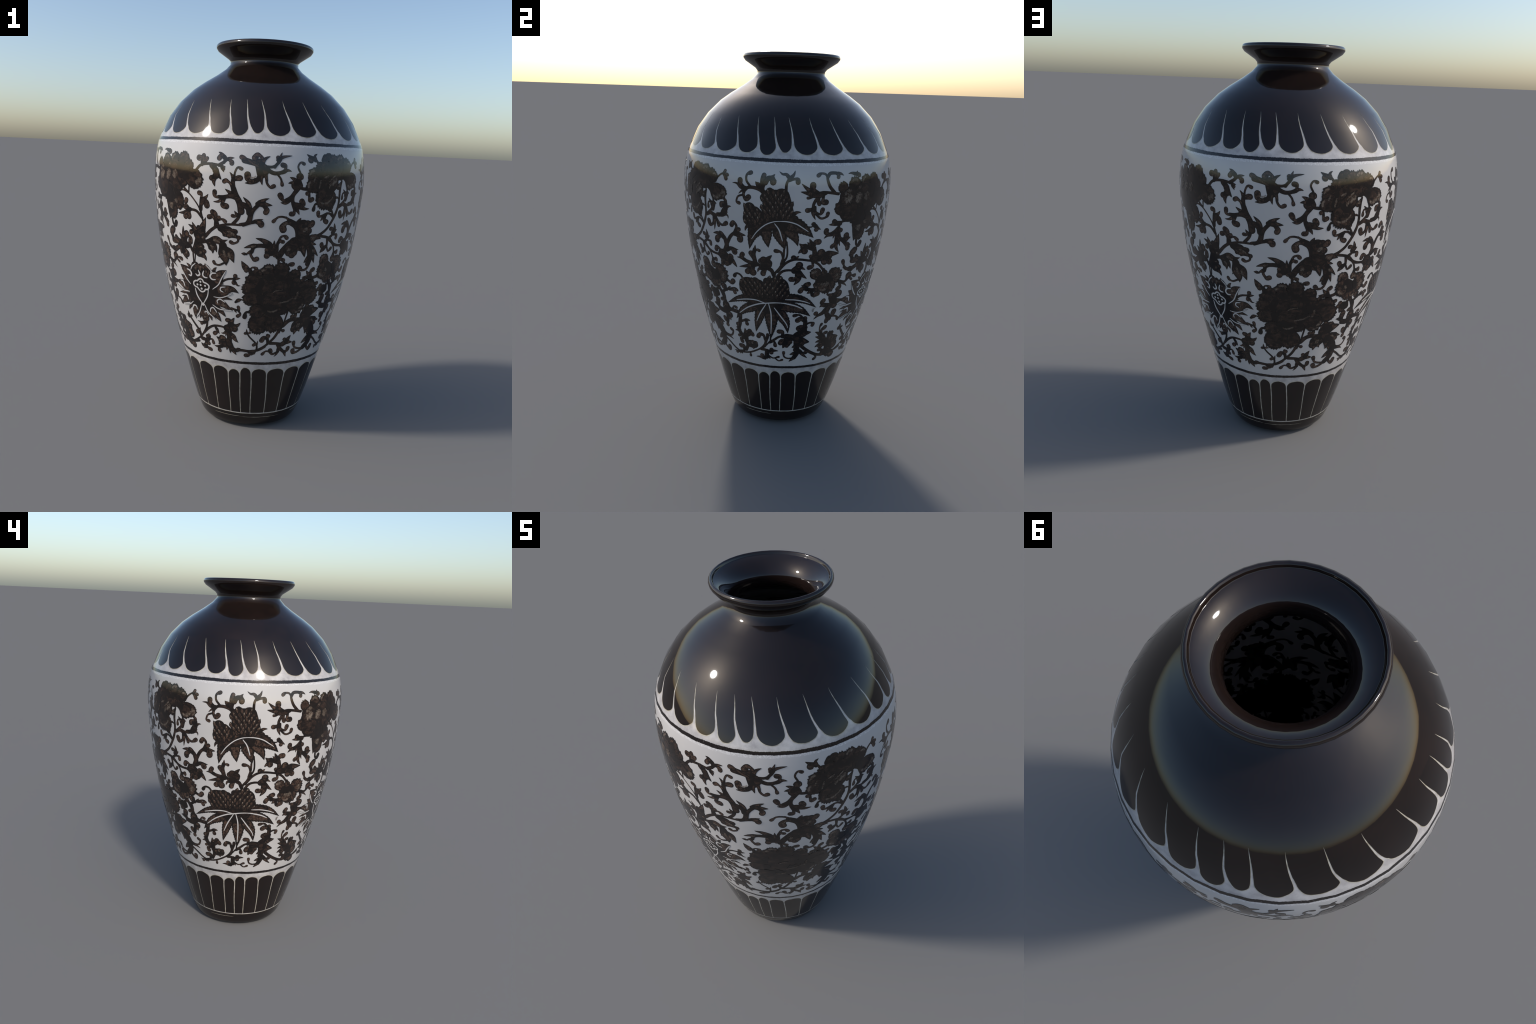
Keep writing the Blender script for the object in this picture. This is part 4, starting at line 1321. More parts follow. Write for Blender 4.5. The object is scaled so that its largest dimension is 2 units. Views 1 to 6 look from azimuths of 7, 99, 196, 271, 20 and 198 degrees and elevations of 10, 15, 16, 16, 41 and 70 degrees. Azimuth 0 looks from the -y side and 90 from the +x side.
motif("lotus_flower",
  blob(63.2, (-24.4, 0.813), (-25.4, 0.723)),
  blob(53.1, (-28.0, 0.8), (-28.9, 0.75)),
  blob(55.5, (-18.9, 0.8), (-20.7, 0.741)),
  blob(35.0, (-28.0, 0.848), (-19.5, 0.844)),
  blob(28.0, (-27.9, 0.72), (-20.1, 0.731)),
  drop(27.2, (-25.8, 0.846), (-27.5, 0.88), (-26.5, 0.916)),
  horn(19.9, (-27.2, 0.875), (-26.6, 0.902), (-26.5, 0.921)),
  drop(13.8, (-24.1, 0.866), (-23.3, 0.915)),
  drop(22.8, (-21.9, 0.84), (-20.2, 0.877), (-20.3, 0.91)),
  horn(18.1, (-20.4, 0.884), (-19.9, 0.903), (-20.6, 0.923)),
  blade(36.7, (-27.7, 0.817), (-33.8, 0.86), (-39.6, 0.894)),
  horn(16.2, (-30.3, 0.871), (-31.5, 0.893), (-33.9, 0.908)),
  horn(12.6, (-15.6, 0.879), (-14.9, 0.898), (-13.5, 0.911)),
  blade(32.7, (-19.9, 0.806), (-13.7, 0.853), (-11.1, 0.882), (-7.9, 0.901)),
  blade(30.1, (-20.9, 0.781), (-11.5, 0.793), (-5.4, 0.807), (-0.9, 0.79)),
  blade(26.1, (-28.8, 0.799), (-35.2, 0.818), (-40.3, 0.841)),
  blade(29.6, (-27.6, 0.779), (-36.0, 0.785), (-42.3, 0.796), (-46.6, 0.795)),
  horn(18.5, (-28.7, 0.762), (-38.0, 0.749), (-44.6, 0.74)),
  blade(23.2, (-28.5, 0.732), (-36.3, 0.722), (-44.3, 0.682)),
  horn(19.3, (-18.4, 0.755), (-9.2, 0.758), (-4.7, 0.752)),
  blob(17.6, (-27.2, 0.849), (-19.5, 0.844)),
  horn(16.4, (-31.8, 0.816), (-35.3, 0.834), (-36.8, 0.845)),
  horn(11.1, (-15.2, 0.812), (-12.0, 0.826), (-9.5, 0.831)),
  horn(10.8, (-14.9, 0.767), (-10.1, 0.773), (-6.1, 0.774)),
  horn(11.8, (-30.8, 0.742), (-38.0, 0.733), (-43.3, 0.72)),
  horn(14.0, (-22.5, 0.882), (-21.9, 0.9), (-22.2, 0.91)),
  blob(43.8, (-24.4, 0.754), (-24.4, 0.716)),
  horn(11.7, (-19.8, 0.718), (-14.2, 0.717), (-11.0, 0.707)),
  horn(12.5, (-27.0, 0.696), (-29.2, 0.656), (-30.1, 0.63)),
  horn(11.5, (-21.3, 0.688), (-21.6, 0.649), (-22.4, 0.625)),
  blade(23.2, (-22.4, 0.738), (-12.8, 0.732), (-8.3, 0.712), (-4.6, 0.694)),
  blade(21.6, (-24.6, 0.719), (-29.7, 0.686), (-32.3, 0.648), (-32.2, 0.614)),
  horn(20.4, (-25.7, 0.701), (-27.1, 0.654), (-28.6, 0.625)),
  drop(21.4, (-24.3, 0.7), (-23.9, 0.651), (-24.1, 0.618)),
  horn(18.9, (-22.4, 0.689), (-20.0, 0.651), (-19.2, 0.625)),
  blade(25.4, (-23.9, 0.714), (-18.5, 0.681), (-14.9, 0.653), (-12.6, 0.627)),
  horn(21.5, (-16.4, 0.706), (-12.1, 0.684), (-9.4, 0.658)),
  horn(16.1, (-31.8, 0.707), (-35.3, 0.682), (-37.5, 0.659)),
  blob(21.1, (-21.7, 0.709), (-17.1, 0.705)),
  blob(19.8, (-30.6, 0.723), (-25.4, 0.717)),
  line(4.3, (-25.9, 0.834), (-24.4, 0.84), (-22.9, 0.835), (-22.4, 0.825), (-20.6, 0.821), (-19.0, 0.811), (-19.2, 0.797), (-20.3, 0.789), (-21.5, 0.789), (-22.3, 0.779), (-23.9, 0.773), (-25.3, 0.776), (-26.6, 0.786), (-27.2, 0.792), (-28.9, 0.796), (-29.8, 0.805), (-29.4, 0.818), (-27.8, 0.826), (-26.8, 0.826), (-25.9, 0.834)),
  line(5.1, (-24.6, 0.824), (-24.5, 0.824)),
  line(5.3, (-27.0, 0.807), (-26.9, 0.807)),
  line(5.2, (-24.7, 0.807), (-24.6, 0.807)),
  line(5.0, (-21.6, 0.807), (-21.5, 0.807)),
  line(5.2, (-24.2, 0.789), (-24.1, 0.789)),
  line(4.9, (-29.0, 0.784), (-28.0, 0.749), (-24.9, 0.711)),
  line(3.6, (-19.5, 0.788), (-20.7, 0.752), (-24.1, 0.709)),
  line(8.1, (-24.7, 0.707), (-24.3, 0.707)),
  line(5.7, (-32.8, 0.849), (-31.2, 0.847), (-30.7, 0.862), (-31.9, 0.874), (-33.7, 0.878)),
  line(5.5, (-27.3, 0.861), (-26.2, 0.854), (-24.5, 0.863), (-25.2, 0.882)),
  line(5.1, (-21.7, 0.883), (-22.5, 0.863), (-21.5, 0.852), (-19.7, 0.851)),
  line(5.1, (-14.1, 0.881), (-16.5, 0.877), (-17.7, 0.86), (-16.5, 0.847), (-14.5, 0.848)),
  line(4.3, (-32.4, 0.802), (-35.1, 0.824), (-36.8, 0.845), (-38.6, 0.869)),
  line(3.4, (-16.6, 0.796), (-12.9, 0.823), (-10.9, 0.856), (-8.3, 0.896)),
  line(3.0, (-20.0, 0.916), (-17.7, 0.898), (-16.2, 0.884)),
  line(3.4, (-27.0, 0.915), (-29.5, 0.898), (-30.8, 0.879)),
  line(3.8, (-10.1, 0.788), (-11.8, 0.796), (-11.3, 0.811), (-8.8, 0.816)),
  line(2.9, (-16.3, 0.757), (-12.1, 0.757), (-8.2, 0.769), (-4.7, 0.786)),
  line(4.0, (-13.9, 0.726), (-14.2, 0.739), (-12.3, 0.749), (-9.3, 0.736)),
  line(5.6, (-41.2, 0.808), (-38.9, 0.804), (-38.0, 0.781)),
  line(4.9, (132.4, 0.781), (138.7, 0.759), (145.6, 0.759)),
  line(5.4, (-40.4, 0.734), (-37.3, 0.736), (-36.3, 0.714)),
  line(3.1, (-41.5, 0.678), (-35.7, 0.69), (-32.1, 0.71)),
  glint(8.2, (-27.1, 0.896), (-27.1, 0.883)),
  glint(6.4, (-23.5, 0.904), (-23.5, 0.896)),
  glint(7.5, (-20.4, 0.887), (-20.0, 0.877)),
  glint(7.3, (-13.9, 0.869), (-12.3, 0.878)),
  glint(8.0, (-9.0, 0.797), (-7.5, 0.798)),
  glint(8.9, (-36.1, 0.875), (-34.9, 0.869)),
  glint(9.0, (-41.1, 0.79), (-40.5, 0.785)),
  line(3.7, (-25.4, 0.707), (-27.7, 0.664), (-31.3, 0.627)),
  line(3.8, (-23.2, 0.707), (-20.9, 0.667), (-16.5, 0.639)),
  line(4.9, (-29.6, 0.672), (-30.1, 0.688), (-32.2, 0.689), (-33.9, 0.668)),
  line(4.0, (-19.5, 0.674), (-19.0, 0.691), (-17.1, 0.698), (-15.0, 0.676)),
  line(3.8, (-23.7, 0.66), (-23.6, 0.668), (-22.3, 0.67), (-21.1, 0.654)),
  line(3.6, (-17.3, 0.713), (-13.0, 0.696), (-5.5, 0.696)),
  glint(9.7, (-31.9, 0.654), (-32.1, 0.64)),
  glint(9.1, (-17.5, 0.674), (-16.6, 0.661)),
  glint(8.9, (-11.5, 0.725), (-9.9, 0.715)),
  glint(8.7, (-24.1, 0.642), (-23.8, 0.637)))
motif("leaflet",
  stem(6.5, (-12.6, 0.818), (-10.0, 0.844), (-7.3, 0.857), (-3.6, 0.862)),
  drop(10.8, (-3.4, 0.86), (-2.8, 0.884)),
  horn(10.3, (-3.8, 0.861), (-0.1, 0.867)),
  drop(11.1, (-3.8, 0.86), (-3.9, 0.833)),
  horn(9.1, (-3.7, 0.852), (-1.8, 0.83), (-0.1, 0.829)))
motif("leaflet",
  blade(9.8, (-2.9, 0.742), (-1.0, 0.754), (1.3, 0.759)))
motif("leaflet",
  stem(6.7, (-5.5, 0.707), (-2.7, 0.701), (-0.8, 0.7)),
  curl(8.2, (-2.7, 0.701), (-1.0, 0.703), (-1.3, 0.717)),
  curl(9.2, (-1.8, 0.702), (-0.1, 0.681), (-1.8, 0.668)),
  horn(6.6, (-3.3, 0.698), (-2.4, 0.684)))
motif("vine",
  stem(6.2, (-22.7, 0.63), (-23.9, 0.589), (-26.9, 0.55), (-31.7, 0.513), (-39.7, 0.48), (-46.9, 0.474), (-54.1, 0.473)),
  horn(11.2, (-23.9, 0.61), (-27.9, 0.602), (-31.5, 0.607)),
  drop(8.2, (-25.2, 0.608), (-29.0, 0.592)),
  horn(8.0, (-26.2, 0.602), (-26.2, 0.592)),
  horn(26.2, (-43.7, 0.478), (-43.3, 0.447)),
  drop(22.6, (-40.9, 0.48), (-40.6, 0.459)))
motif("leaflet",
  stem(8.9, (-30.4, 0.524), (-31.1, 0.551), (-34.6, 0.582), (-38.2, 0.615)),
  drop(13.1, (-37.6, 0.616), (-40.8, 0.621)),
  horn(12.3, (-39.0, 0.616), (-39.4, 0.647)),
  drop(6.4, (-38.2, 0.616), (-36.2, 0.626)),
  curl(12.3, (-31.1, 0.534), (-31.1, 0.551), (-33.4, 0.541)),
  horn(9.7, (-31.4, 0.542), (-30.1, 0.571)))
motif("scroll_leaf",
  blob(34.6, (-43.4, 0.551), (-44.4, 0.517)),
  drop(24.9, (-44.7, 0.551), (-46.5, 0.564)),
  drop(14.4, (-42.5, 0.555), (-39.8, 0.572)),
  horn(26.2, (-43.0, 0.526), (-42.5, 0.488)),
  horn(20.9, (134.5, 0.523), (130.9, 0.489)),
  drop(16.1, (-42.9, 0.52), (-39.8, 0.512)))
motif("acanthus",
  stem(7.3, (-27.0, 0.548), (-22.4, 0.58), (-18.2, 0.598), (-13.3, 0.601), (-9.4, 0.595)),
  curl(11.1, (-17.6, 0.597), (-15.7, 0.573), (-18.4, 0.555)),
  horn(11.0, (-16.8, 0.588), (-15.7, 0.573), (-14.7, 0.556)),
  blob(20.5, (-8.7, 0.595), (-5.2, 0.607)),
  curl(12.1, (-8.0, 0.607), (-7.0, 0.637), (-8.4, 0.64)),
  horn(15.9, (-6.5, 0.617), (-5.1, 0.641), (-3.8, 0.658)),
  horn(17.0, (-6.3, 0.604), (-2.2, 0.616), (0.0, 0.633)),
  drop(18.8, (-7.0, 0.594), (-4.1, 0.597)),
  drop(17.3, (-7.6, 0.605), (-6.4, 0.582)),
  stem(16.2, (-8.7, 0.595), (-7.5, 0.565), (-7.7, 0.531), (-7.5, 0.502)),
  blade(13.5, (-7.5, 0.574), (-5.1, 0.554), (-3.4, 0.535), (-1.4, 0.521)),
  horn(10.2, (-8.8, 0.581), (-11.5, 0.565), (-13.4, 0.565)),
  horn(9.0, (-9.2, 0.584), (-10.3, 0.548)),
  blob(18.7, (-13.4, 0.518), (-11.7, 0.505)),
  horn(17.2, (-12.7, 0.519), (-15.2, 0.53), (-17.2, 0.54)),
  curl(14.0, (-12.0, 0.509), (-11.8, 0.535), (-13.2, 0.539)),
  horn(14.5, (-12.0, 0.506), (-16.4, 0.502)),
  blob(11.0, (-11.3, 0.504), (-7.5, 0.517)),
  stem(6.0, (-8.3, 0.495), (-13.8, 0.487), (-16.2, 0.486)),
  horn(11.4, (-13.8, 0.487), (-17.1, 0.484), (-19.6, 0.486)),
  drop(10.4, (-16.3, 0.483), (-15.4, 0.456)),
  horn(11.8, (-9.0, 0.503), (-10.1, 0.472)),
  horn(13.1, (-7.2, 0.505), (-7.5, 0.457)),
  horn(14.4, (-6.5, 0.486), (-3.1, 0.45)),
  stem(13.2, (-7.5, 0.514), (-5.8, 0.486), (-3.2, 0.476), (-1.0, 0.482)),
  stem(8.0, (-3.2, 0.476), (0.5, 0.48), (5.9, 0.477), (10.9, 0.482), (14.0, 0.491), (16.7, 0.504)),
  drop(11.3, (-3.2, 0.477), (-0.8, 0.484)),
  blob(15.0, (-8.9, 0.524), (-7.5, 0.502)))
motif("leaflet",
  stem(5.3, (11.1, 0.482), (11.2, 0.508), (9.8, 0.528), (6.2, 0.556), (4.3, 0.578)),
  drop(7.9, (4.5, 0.578), (2.4, 0.575)),
  horn(7.1, (4.2, 0.575), (3.9, 0.602)),
  drop(6.2, (4.5, 0.577), (6.7, 0.582)),
  curl(8.5, (11.0, 0.511), (10.4, 0.521), (8.9, 0.513)),
  horn(6.2, (11.0, 0.511), (11.7, 0.539)))
motif("leaflet",
  curl(11.1, (7.0, 0.475), (6.0, 0.456), (3.8, 0.452)),
  drop(10.3, (7.3, 0.478), (7.8, 0.456)),
  drop(9.6, (8.4, 0.478), (9.7, 0.462)),
  blob(10.6, (6.3, 0.473), (9.5, 0.476)))
motif("scroll_leaf",
  stem(12.1, (-29.8, 0.51), (-26.6, 0.507), (-26.6, 0.49)),
  blob(12.3, (-24.7, 0.511), (-23.4, 0.533)),
  horn(9.8, (-23.8, 0.524), (-22.9, 0.551)),
  drop(10.6, (-24.0, 0.523), (-25.2, 0.536)),
  curl(9.0, (-23.7, 0.515), (-20.7, 0.518), (-20.1, 0.499)),
  drop(11.7, (-25.5, 0.503), (-27.9, 0.467)),
  horn(17.4, (-27.1, 0.469), (-30.0, 0.472), (-31.5, 0.483)),
  curl(10.8, (-27.0, 0.475), (-24.9, 0.462), (-23.1, 0.458)),
  drop(12.4, (-25.4, 0.498), (-24.5, 0.491)),
  horn(9.4, (-28.0, 0.47), (-29.5, 0.454)))
motif("peony_flower",
  blob(98.2, (15.2, 0.813), (21.6, 0.813)),
  blob(69.4, (19.3, 0.754), (23.7, 0.748)),
  frill(34.0, (16.4, 0.86), (14.9, 0.901), (15.1, 0.937)),
  frill(26.6, (14.9, 0.873), (12.7, 0.9), (11.6, 0.918)),
  frill(38.2, (21.5, 0.86), (21.7, 0.912), (21.3, 0.947)),
  frill(28.1, (12.0, 0.849), (8.7, 0.886), (9.7, 0.91)),
  frill(31.0, (12.7, 0.833), (6.1, 0.857), (3.3, 0.866)),
  frill(35.4, (11.7, 0.817), (5.4, 0.815), (1.6, 0.82)),
  frill(33.4, (13.2, 0.775), (5.6, 0.764), (2.0, 0.765)),
  frill(30.8, (26.1, 0.854), (29.7, 0.887), (30.9, 0.91)),
  frill(27.5, (27.8, 0.838), (31.4, 0.85), (33.6, 0.854)),
  frill(43.9, (28.4, 0.806), (38.2, 0.814), (44.3, 0.815)),
  frill(44.4, (29.0, 0.773), (39.2, 0.775), (46.6, 0.774)),
  frill(44.0, (24.8, 0.743), (33.0, 0.742), (37.6, 0.728)),
  frill(48.7, (18.1, 0.739), (12.8, 0.665), (9.5, 0.588)),
  frill(39.2, (18.7, 0.717), (20.3, 0.645), (19.4, 0.594)),
  frill(31.0, (19.8, 0.706), (22.8, 0.639), (22.7, 0.602)),
  frill(37.6, (23.3, 0.766), (31.9, 0.735), (36.7, 0.696)),
  horn(13.2, (26.0, 0.716), (27.2, 0.68)),
  frill(29.9, (26.3, 0.773), (35.4, 0.733), (38.0, 0.717)),
  blob(27.9, (14.8, 0.706), (21.1, 0.662)),
  frill(35.4, (16.2, 0.72), (9.7, 0.7), (6.4, 0.687)),
  glint(2.4, (17.6, 0.797), (19.8, 0.81), (23.6, 0.815)),
  glint(7.4, (33.1, 0.802), (33.2, 0.78), (32.0, 0.764)),
  glint(4.6, (22.2, 0.746), (26.8, 0.753), (30.7, 0.77)),
  glint(5.0, (15.9, 0.707), (18.0, 0.698), (21.9, 0.709)),
  curl(11.1, (7.5, 0.694), (3.5, 0.692), (2.5, 0.666)),
  horn(9.8, (8.1, 0.686), (7.0, 0.663), (5.9, 0.655)))
motif("bud",
  blade(15.6, (5.1, 0.908), (2.6, 0.921), (0.2, 0.955)),
  drop(13.1, (4.0, 0.912), (2.0, 0.908)),
  stem(6.3, (4.8, 0.864), (4.9, 0.89), (4.3, 0.912)),
  curl(7.6, (4.7, 0.912), (6.2, 0.925), (8.3, 0.921)),
  curl(9.4, (19.7, 0.958), (20.5, 0.969), (22.1, 0.965)),
  curl(11.3, (25.1, 0.917), (25.4, 0.94), (27.6, 0.944)),
  stem(5.9, (19.7, 0.935), (19.3, 0.98)))
motif("acanthus",
  stem(10.0, (19.4, 0.976), (17.5, 1.005), (14.9, 1.027), (12.2, 1.043)),
  horn(19.3, (15.4, 1.029), (11.1, 1.057), (7.1, 1.068)),
  stem(11.7, (13.9, 1.031), (9.2, 1.033), (6.4, 1.024), (5.5, 1.001)),
  horn(13.7, (7.7, 1.032), (4.6, 1.028), (1.3, 1.018)),
  curl(11.7, (5.9, 1.021), (5.0, 0.988), (6.7, 0.965), (8.2, 0.968)),
  blade(7.5, (2.8, 0.988), (1.4, 0.99), (0.0, 0.991)),
  horn(11.7, (5.5, 1.003), (2.4, 0.989)),
  blob(19.5, (15.9, 1.005), (14.1, 1.002)),
  drop(14.4, (14.1, 0.999), (13.2, 0.985)),
  drop(11.2, (14.0, 1.009), (12.3, 1.016)),
  drop(10.9, (16.7, 0.997), (17.9, 0.983)),
  horn(14.4, (17.7, 1.005), (16.7, 1.03), (16.5, 1.061)),
  stem(8.9, (18.2, 1.013), (18.2, 1.042), (19.3, 1.067)),
  curl(9.4, (18.4, 1.052), (19.7, 1.077), (21.5, 1.082), (22.7, 1.073)),
  curl(9.1, (18.5, 1.045), (19.6, 1.056), (21.0, 1.054)),
  glint(5.8, (5.2, 1.025), (7.2, 1.034)),
  blob(10.7, (14.4, 1.024), (18.4, 0.993)))
motif("acanthus",
  stem(17.3, (19.4, 0.983), (21.9, 1.018), (25.3, 1.053), (29.3, 1.067)),
  blob(29.4, (27.0, 1.048), (31.8, 1.052)),
  blob(26.3, (24.3, 1.018), (26.6, 1.013)),
  drop(15.9, (24.7, 1.008), (24.0, 0.99)),
  drop(18.2, (25.9, 1.005), (26.8, 0.98)),
  drop(13.6, (27.0, 1.008), (28.3, 0.991)),
  horn(13.5, (27.6, 1.02), (29.3, 1.02), (31.2, 1.008)),
  glint(8.2, (23.3, 1.015), (25.1, 1.02)),
  horn(26.8, (30.9, 1.05), (32.7, 1.012), (33.9, 0.978)),
  blob(17.3, (33.9, 1.049), (36.1, 1.046)),
  stem(19.8, (29.2, 1.065), (28.7, 1.1), (27.0, 1.131), (23.6, 1.15)),
  curl(17.0, (27.0, 1.136), (22.1, 1.145), (20.2, 1.126), (20.5, 1.113)),
  curl(8.6, (25.8, 1.146), (21.4, 1.169), (17.8, 1.171), (15.3, 1.15)),
  horn(8.5, (23.1, 1.153), (21.3, 1.176)),
  horn(17.6, (27.8, 1.136), (28.4, 1.153), (29.2, 1.169)),
  blob(34.7, (30.7, 1.126), (31.4, 1.092)),
  drop(21.9, (30.9, 1.129), (33.1, 1.136)),
  drop(16.0, (32.3, 1.131), (35.2, 1.136), (36.3, 1.153)),
  drop(16.3, (32.4, 1.104), (34.4, 1.106)),
  glint(9.4, (33.0, 1.121), (31.2, 1.104)),
  glint(6.0, (22.1, 1.145), (20.2, 1.131)),
  blade(19.7, (33.0, 1.065), (37.2, 1.07), (39.3, 1.075), (42.5, 1.066)),
  horn(20.7, (32.5, 1.058), (37.0, 1.045), (40.1, 1.038)),
  horn(23.6, (29.9, 1.059), (32.8, 1.012), (33.9, 0.978)),
  stem(19.4, (33.6, 1.057), (36.3, 1.018), (37.1, 0.979), (36.5, 0.945)),
  horn(15.4, (36.6, 1.03), (39.9, 1.002), (42.4, 0.979)),
  horn(14.3, (38.2, 0.999), (40.3, 0.946)),
  horn(15.5, (36.8, 0.979), (35.1, 0.962), (33.9, 0.949)),
  horn(14.3, (36.8, 0.963), (35.6, 0.938)),
  curl(10.6, (38.0, 0.962), (36.3, 0.921), (33.6, 0.913), (31.8, 0.926)),
  glint(7.2, (35.6, 1.071), (38.6, 1.07)),
  glint(4.7, (38.0, 1.014), (39.0, 1.001)),
  blob(21.1, (30.3, 1.071), (33.7, 1.052)))
motif("vine",
  stem(8.2, (39.3, 1.079), (42.4, 1.092), (45.6, 1.114), (48.1, 1.143), (49.5, 1.166)),
  stem(7.6, (40.6, 1.081), (45.7, 1.073), (49.1, 1.062), (52.3, 1.037), (57.0, 1.024), (61.4, 1.023)),
  stem(6.3, (49.1, 1.059), (52.5, 1.029), (53.9, 1.001), (54.5, 0.96)),
  stem(11.3, (55.1, 0.853), (57.7, 0.815), (60.3, 0.764)),
  curl(11.0, (58.6, 0.79), (58.6, 0.776), (57.4, 0.771)),
  curl(13.3, (63.4, 0.892), (66.4, 0.882), (67.9, 0.893)),
  curl(8.6, (54.4, 0.995), (57.0, 0.983), (57.0, 0.995)),
  stem(7.7, (46.6, 1.125), (49.6, 1.167), (51.2, 1.202), (51.9, 1.238), (51.8, 1.281), (52.0, 1.316), (52.5, 1.341)),
  curl(5.4, (51.2, 1.257), (50.1, 1.266), (49.2, 1.262)))
motif("scroll_leaf",
  stem(8.8, (48.3, 1.068), (50.5, 1.083), (51.0, 1.1)),
  curl(10.3, (50.8, 1.088), (50.0, 1.109), (48.4, 1.113)),
  horn(14.3, (51.3, 1.095), (51.4, 1.117), (50.7, 1.139)),
  horn(11.5, (51.3, 1.095), (53.4, 1.108)),
  curl(10.4, (50.9, 1.083), (53.6, 1.08), (53.8, 1.066)),
  blob(11.4, (50.3, 1.094), (51.4, 1.102)))
motif("scroll_leaf",
  stem(8.3, (47.1, 1.064), (47.4, 1.036), (46.5, 1.016)),
  curl(12.0, (47.5, 1.031), (44.9, 1.021), (43.6, 1.037)),
  horn(16.4, (45.8, 1.02), (44.5, 1.008), (43.2, 0.995)),
  curl(9.0, (47.4, 1.028), (49.2, 1.001), (51.1, 1.014)))
motif("small_flower",
  frill(28.1, (51.7, 0.925), (47.5, 0.957), (45.7, 0.978)),
  frill(51.2, (51.9, 0.919), (47.6, 0.898), (45.4, 0.893)),
  frill(53.0, (55.5, 0.91), (59.9, 0.924), (62.2, 0.944)),
  blob(26.7, (50.3, 0.924), (54.5, 0.904)),
  frill(35.8, (53.1, 0.89), (53.0, 0.857), (52.4, 0.841)),
  frill(22.7, (55.3, 0.891), (57.1, 0.848)),
  drop(18.8, (54.1, 0.985), (54.4, 0.947)),
  frill(32.1, (50.0, 0.911), (47.7, 0.882), (46.9, 0.872)),
  glint(8.6, (49.6, 0.912), (51.3, 0.901)),
  glint(13.6, (62.1, 0.922), (60.5, 0.896)),
  glint(11.0, (54.3, 0.969), (54.6, 0.952)))
motif("scroll_leaf",
  stem(9.7, (44.8, 0.877), (41.8, 0.87), (38.9, 0.873)),
  horn(14.1, (40.5, 0.871), (37.1, 0.876), (34.1, 0.876)),
  curl(11.7, (40.5, 0.871), (39.6, 0.901), (40.9, 0.913)),
  horn(15.6, (39.8, 0.875), (37.9, 0.893), (36.3, 0.91)),
  curl(13.2, (38.7, 0.871), (35.8, 0.865), (35.2, 0.847)),
  horn(12.5, (41.2, 0.868), (40.1, 0.838)),
  curl(10.9, (41.4, 0.87), (43.3, 0.835), (45.5, 0.838)))
motif("scroll_leaf",
  stem(8.9, (55.5, 0.83), (52.8, 0.815)),
  blob(20.1, (51.6, 0.806), (52.7, 0.796)),
  horn(23.5, (51.2, 0.807), (48.0, 0.804), (46.2, 0.79)),
  horn(29.2, (51.8, 0.797), (50.8, 0.782), (49.7, 0.766)),
  drop(12.9, (49.9, 0.812), (48.6, 0.828)),
  blob(14.7, (53.7, 0.811), (54.2, 0.796)))
motif("peony_flower",
  blob(53.7, (38.9, 1.347), (45.3, 1.369)),
  blob(34.4, (47.2, 1.381), (51.7, 1.379)),
  blob(29.7, (36.1, 1.313), (40.8, 1.307)),
  blob(38.3, (43.5, 1.31), (46.1, 1.332)),
  frill(33.9, (42.9, 1.401), (42.3, 1.43), (44.6, 1.451)),
  horn(16.6, (44.5, 1.432), (42.3, 1.45), (39.5, 1.443)),
  drop(20.9, (44.3, 1.427), (43.4, 1.45)),
  frill(34.6, (45.6, 1.4), (46.5, 1.429), (45.7, 1.455)),
  frill(33.9, (51.0, 1.397), (51.4, 1.428), (50.5, 1.456)),
  frill(30.0, (54.6, 1.388), (55.9, 1.417), (56.4, 1.442)),
  frill(23.9, (55.7, 1.378), (57.7, 1.404), (58.3, 1.429)),
  frill(26.7, (40.3, 1.389), (37.6, 1.405), (36.1, 1.41)),
  frill(25.9, (41.8, 1.397), (40.2, 1.415), (39.2, 1.422)),
  frill(33.1, (39.4, 1.353), (34.8, 1.368), (32.5, 1.384)),
  frill(31.1, (39.0, 1.331), (34.4, 1.341), (31.9, 1.351)),
  frill(29.4, (38.6, 1.317), (34.6, 1.316), (31.3, 1.328)),
  frill(55.9, (44.8, 1.319), (42.7, 1.276), (40.1, 1.223)),
  frill(39.4, (43.5, 1.31), (44.9, 1.263), (43.7, 1.22)),
  frill(31.7, (53.8, 1.363), (59.8, 1.354), (65.5, 1.329)),
  frill(34.7, (55.2, 1.358), (60.1, 1.33), (60.1, 1.308)),
  blob(23.0, (54.4, 1.372), (56.2, 1.361)),
  curl(9.3, (38.7, 1.235), (36.3, 1.233), (35.6, 1.207)),
  stem(5.7, (57.2, 1.325), (58.1, 1.291)),
  drop(13.9, (51.8, 1.332), (49.6, 1.306)),
  glint(4.8, (47.8, 1.37), (45.9, 1.357), (43.7, 1.34)),
  glint(5.3, (39.1, 1.242), (41.6, 1.234), (44.3, 1.244), (46.8, 1.268)),
  glint(8.1, (64.3, 1.356), (63.3, 1.331), (59.9, 1.32)),
  glint(9.4, (51.2, 1.331), (50.7, 1.315)),
  glint(10.8, (48.8, 1.351), (43.4, 1.315)),
  glint(5.8, (43.1, 1.365), (40.4, 1.357)),
  glint(4.9, (35.3, 1.359), (34.4, 1.337)),
  glint(5.1, (38.4, 1.345), (37.7, 1.308)))
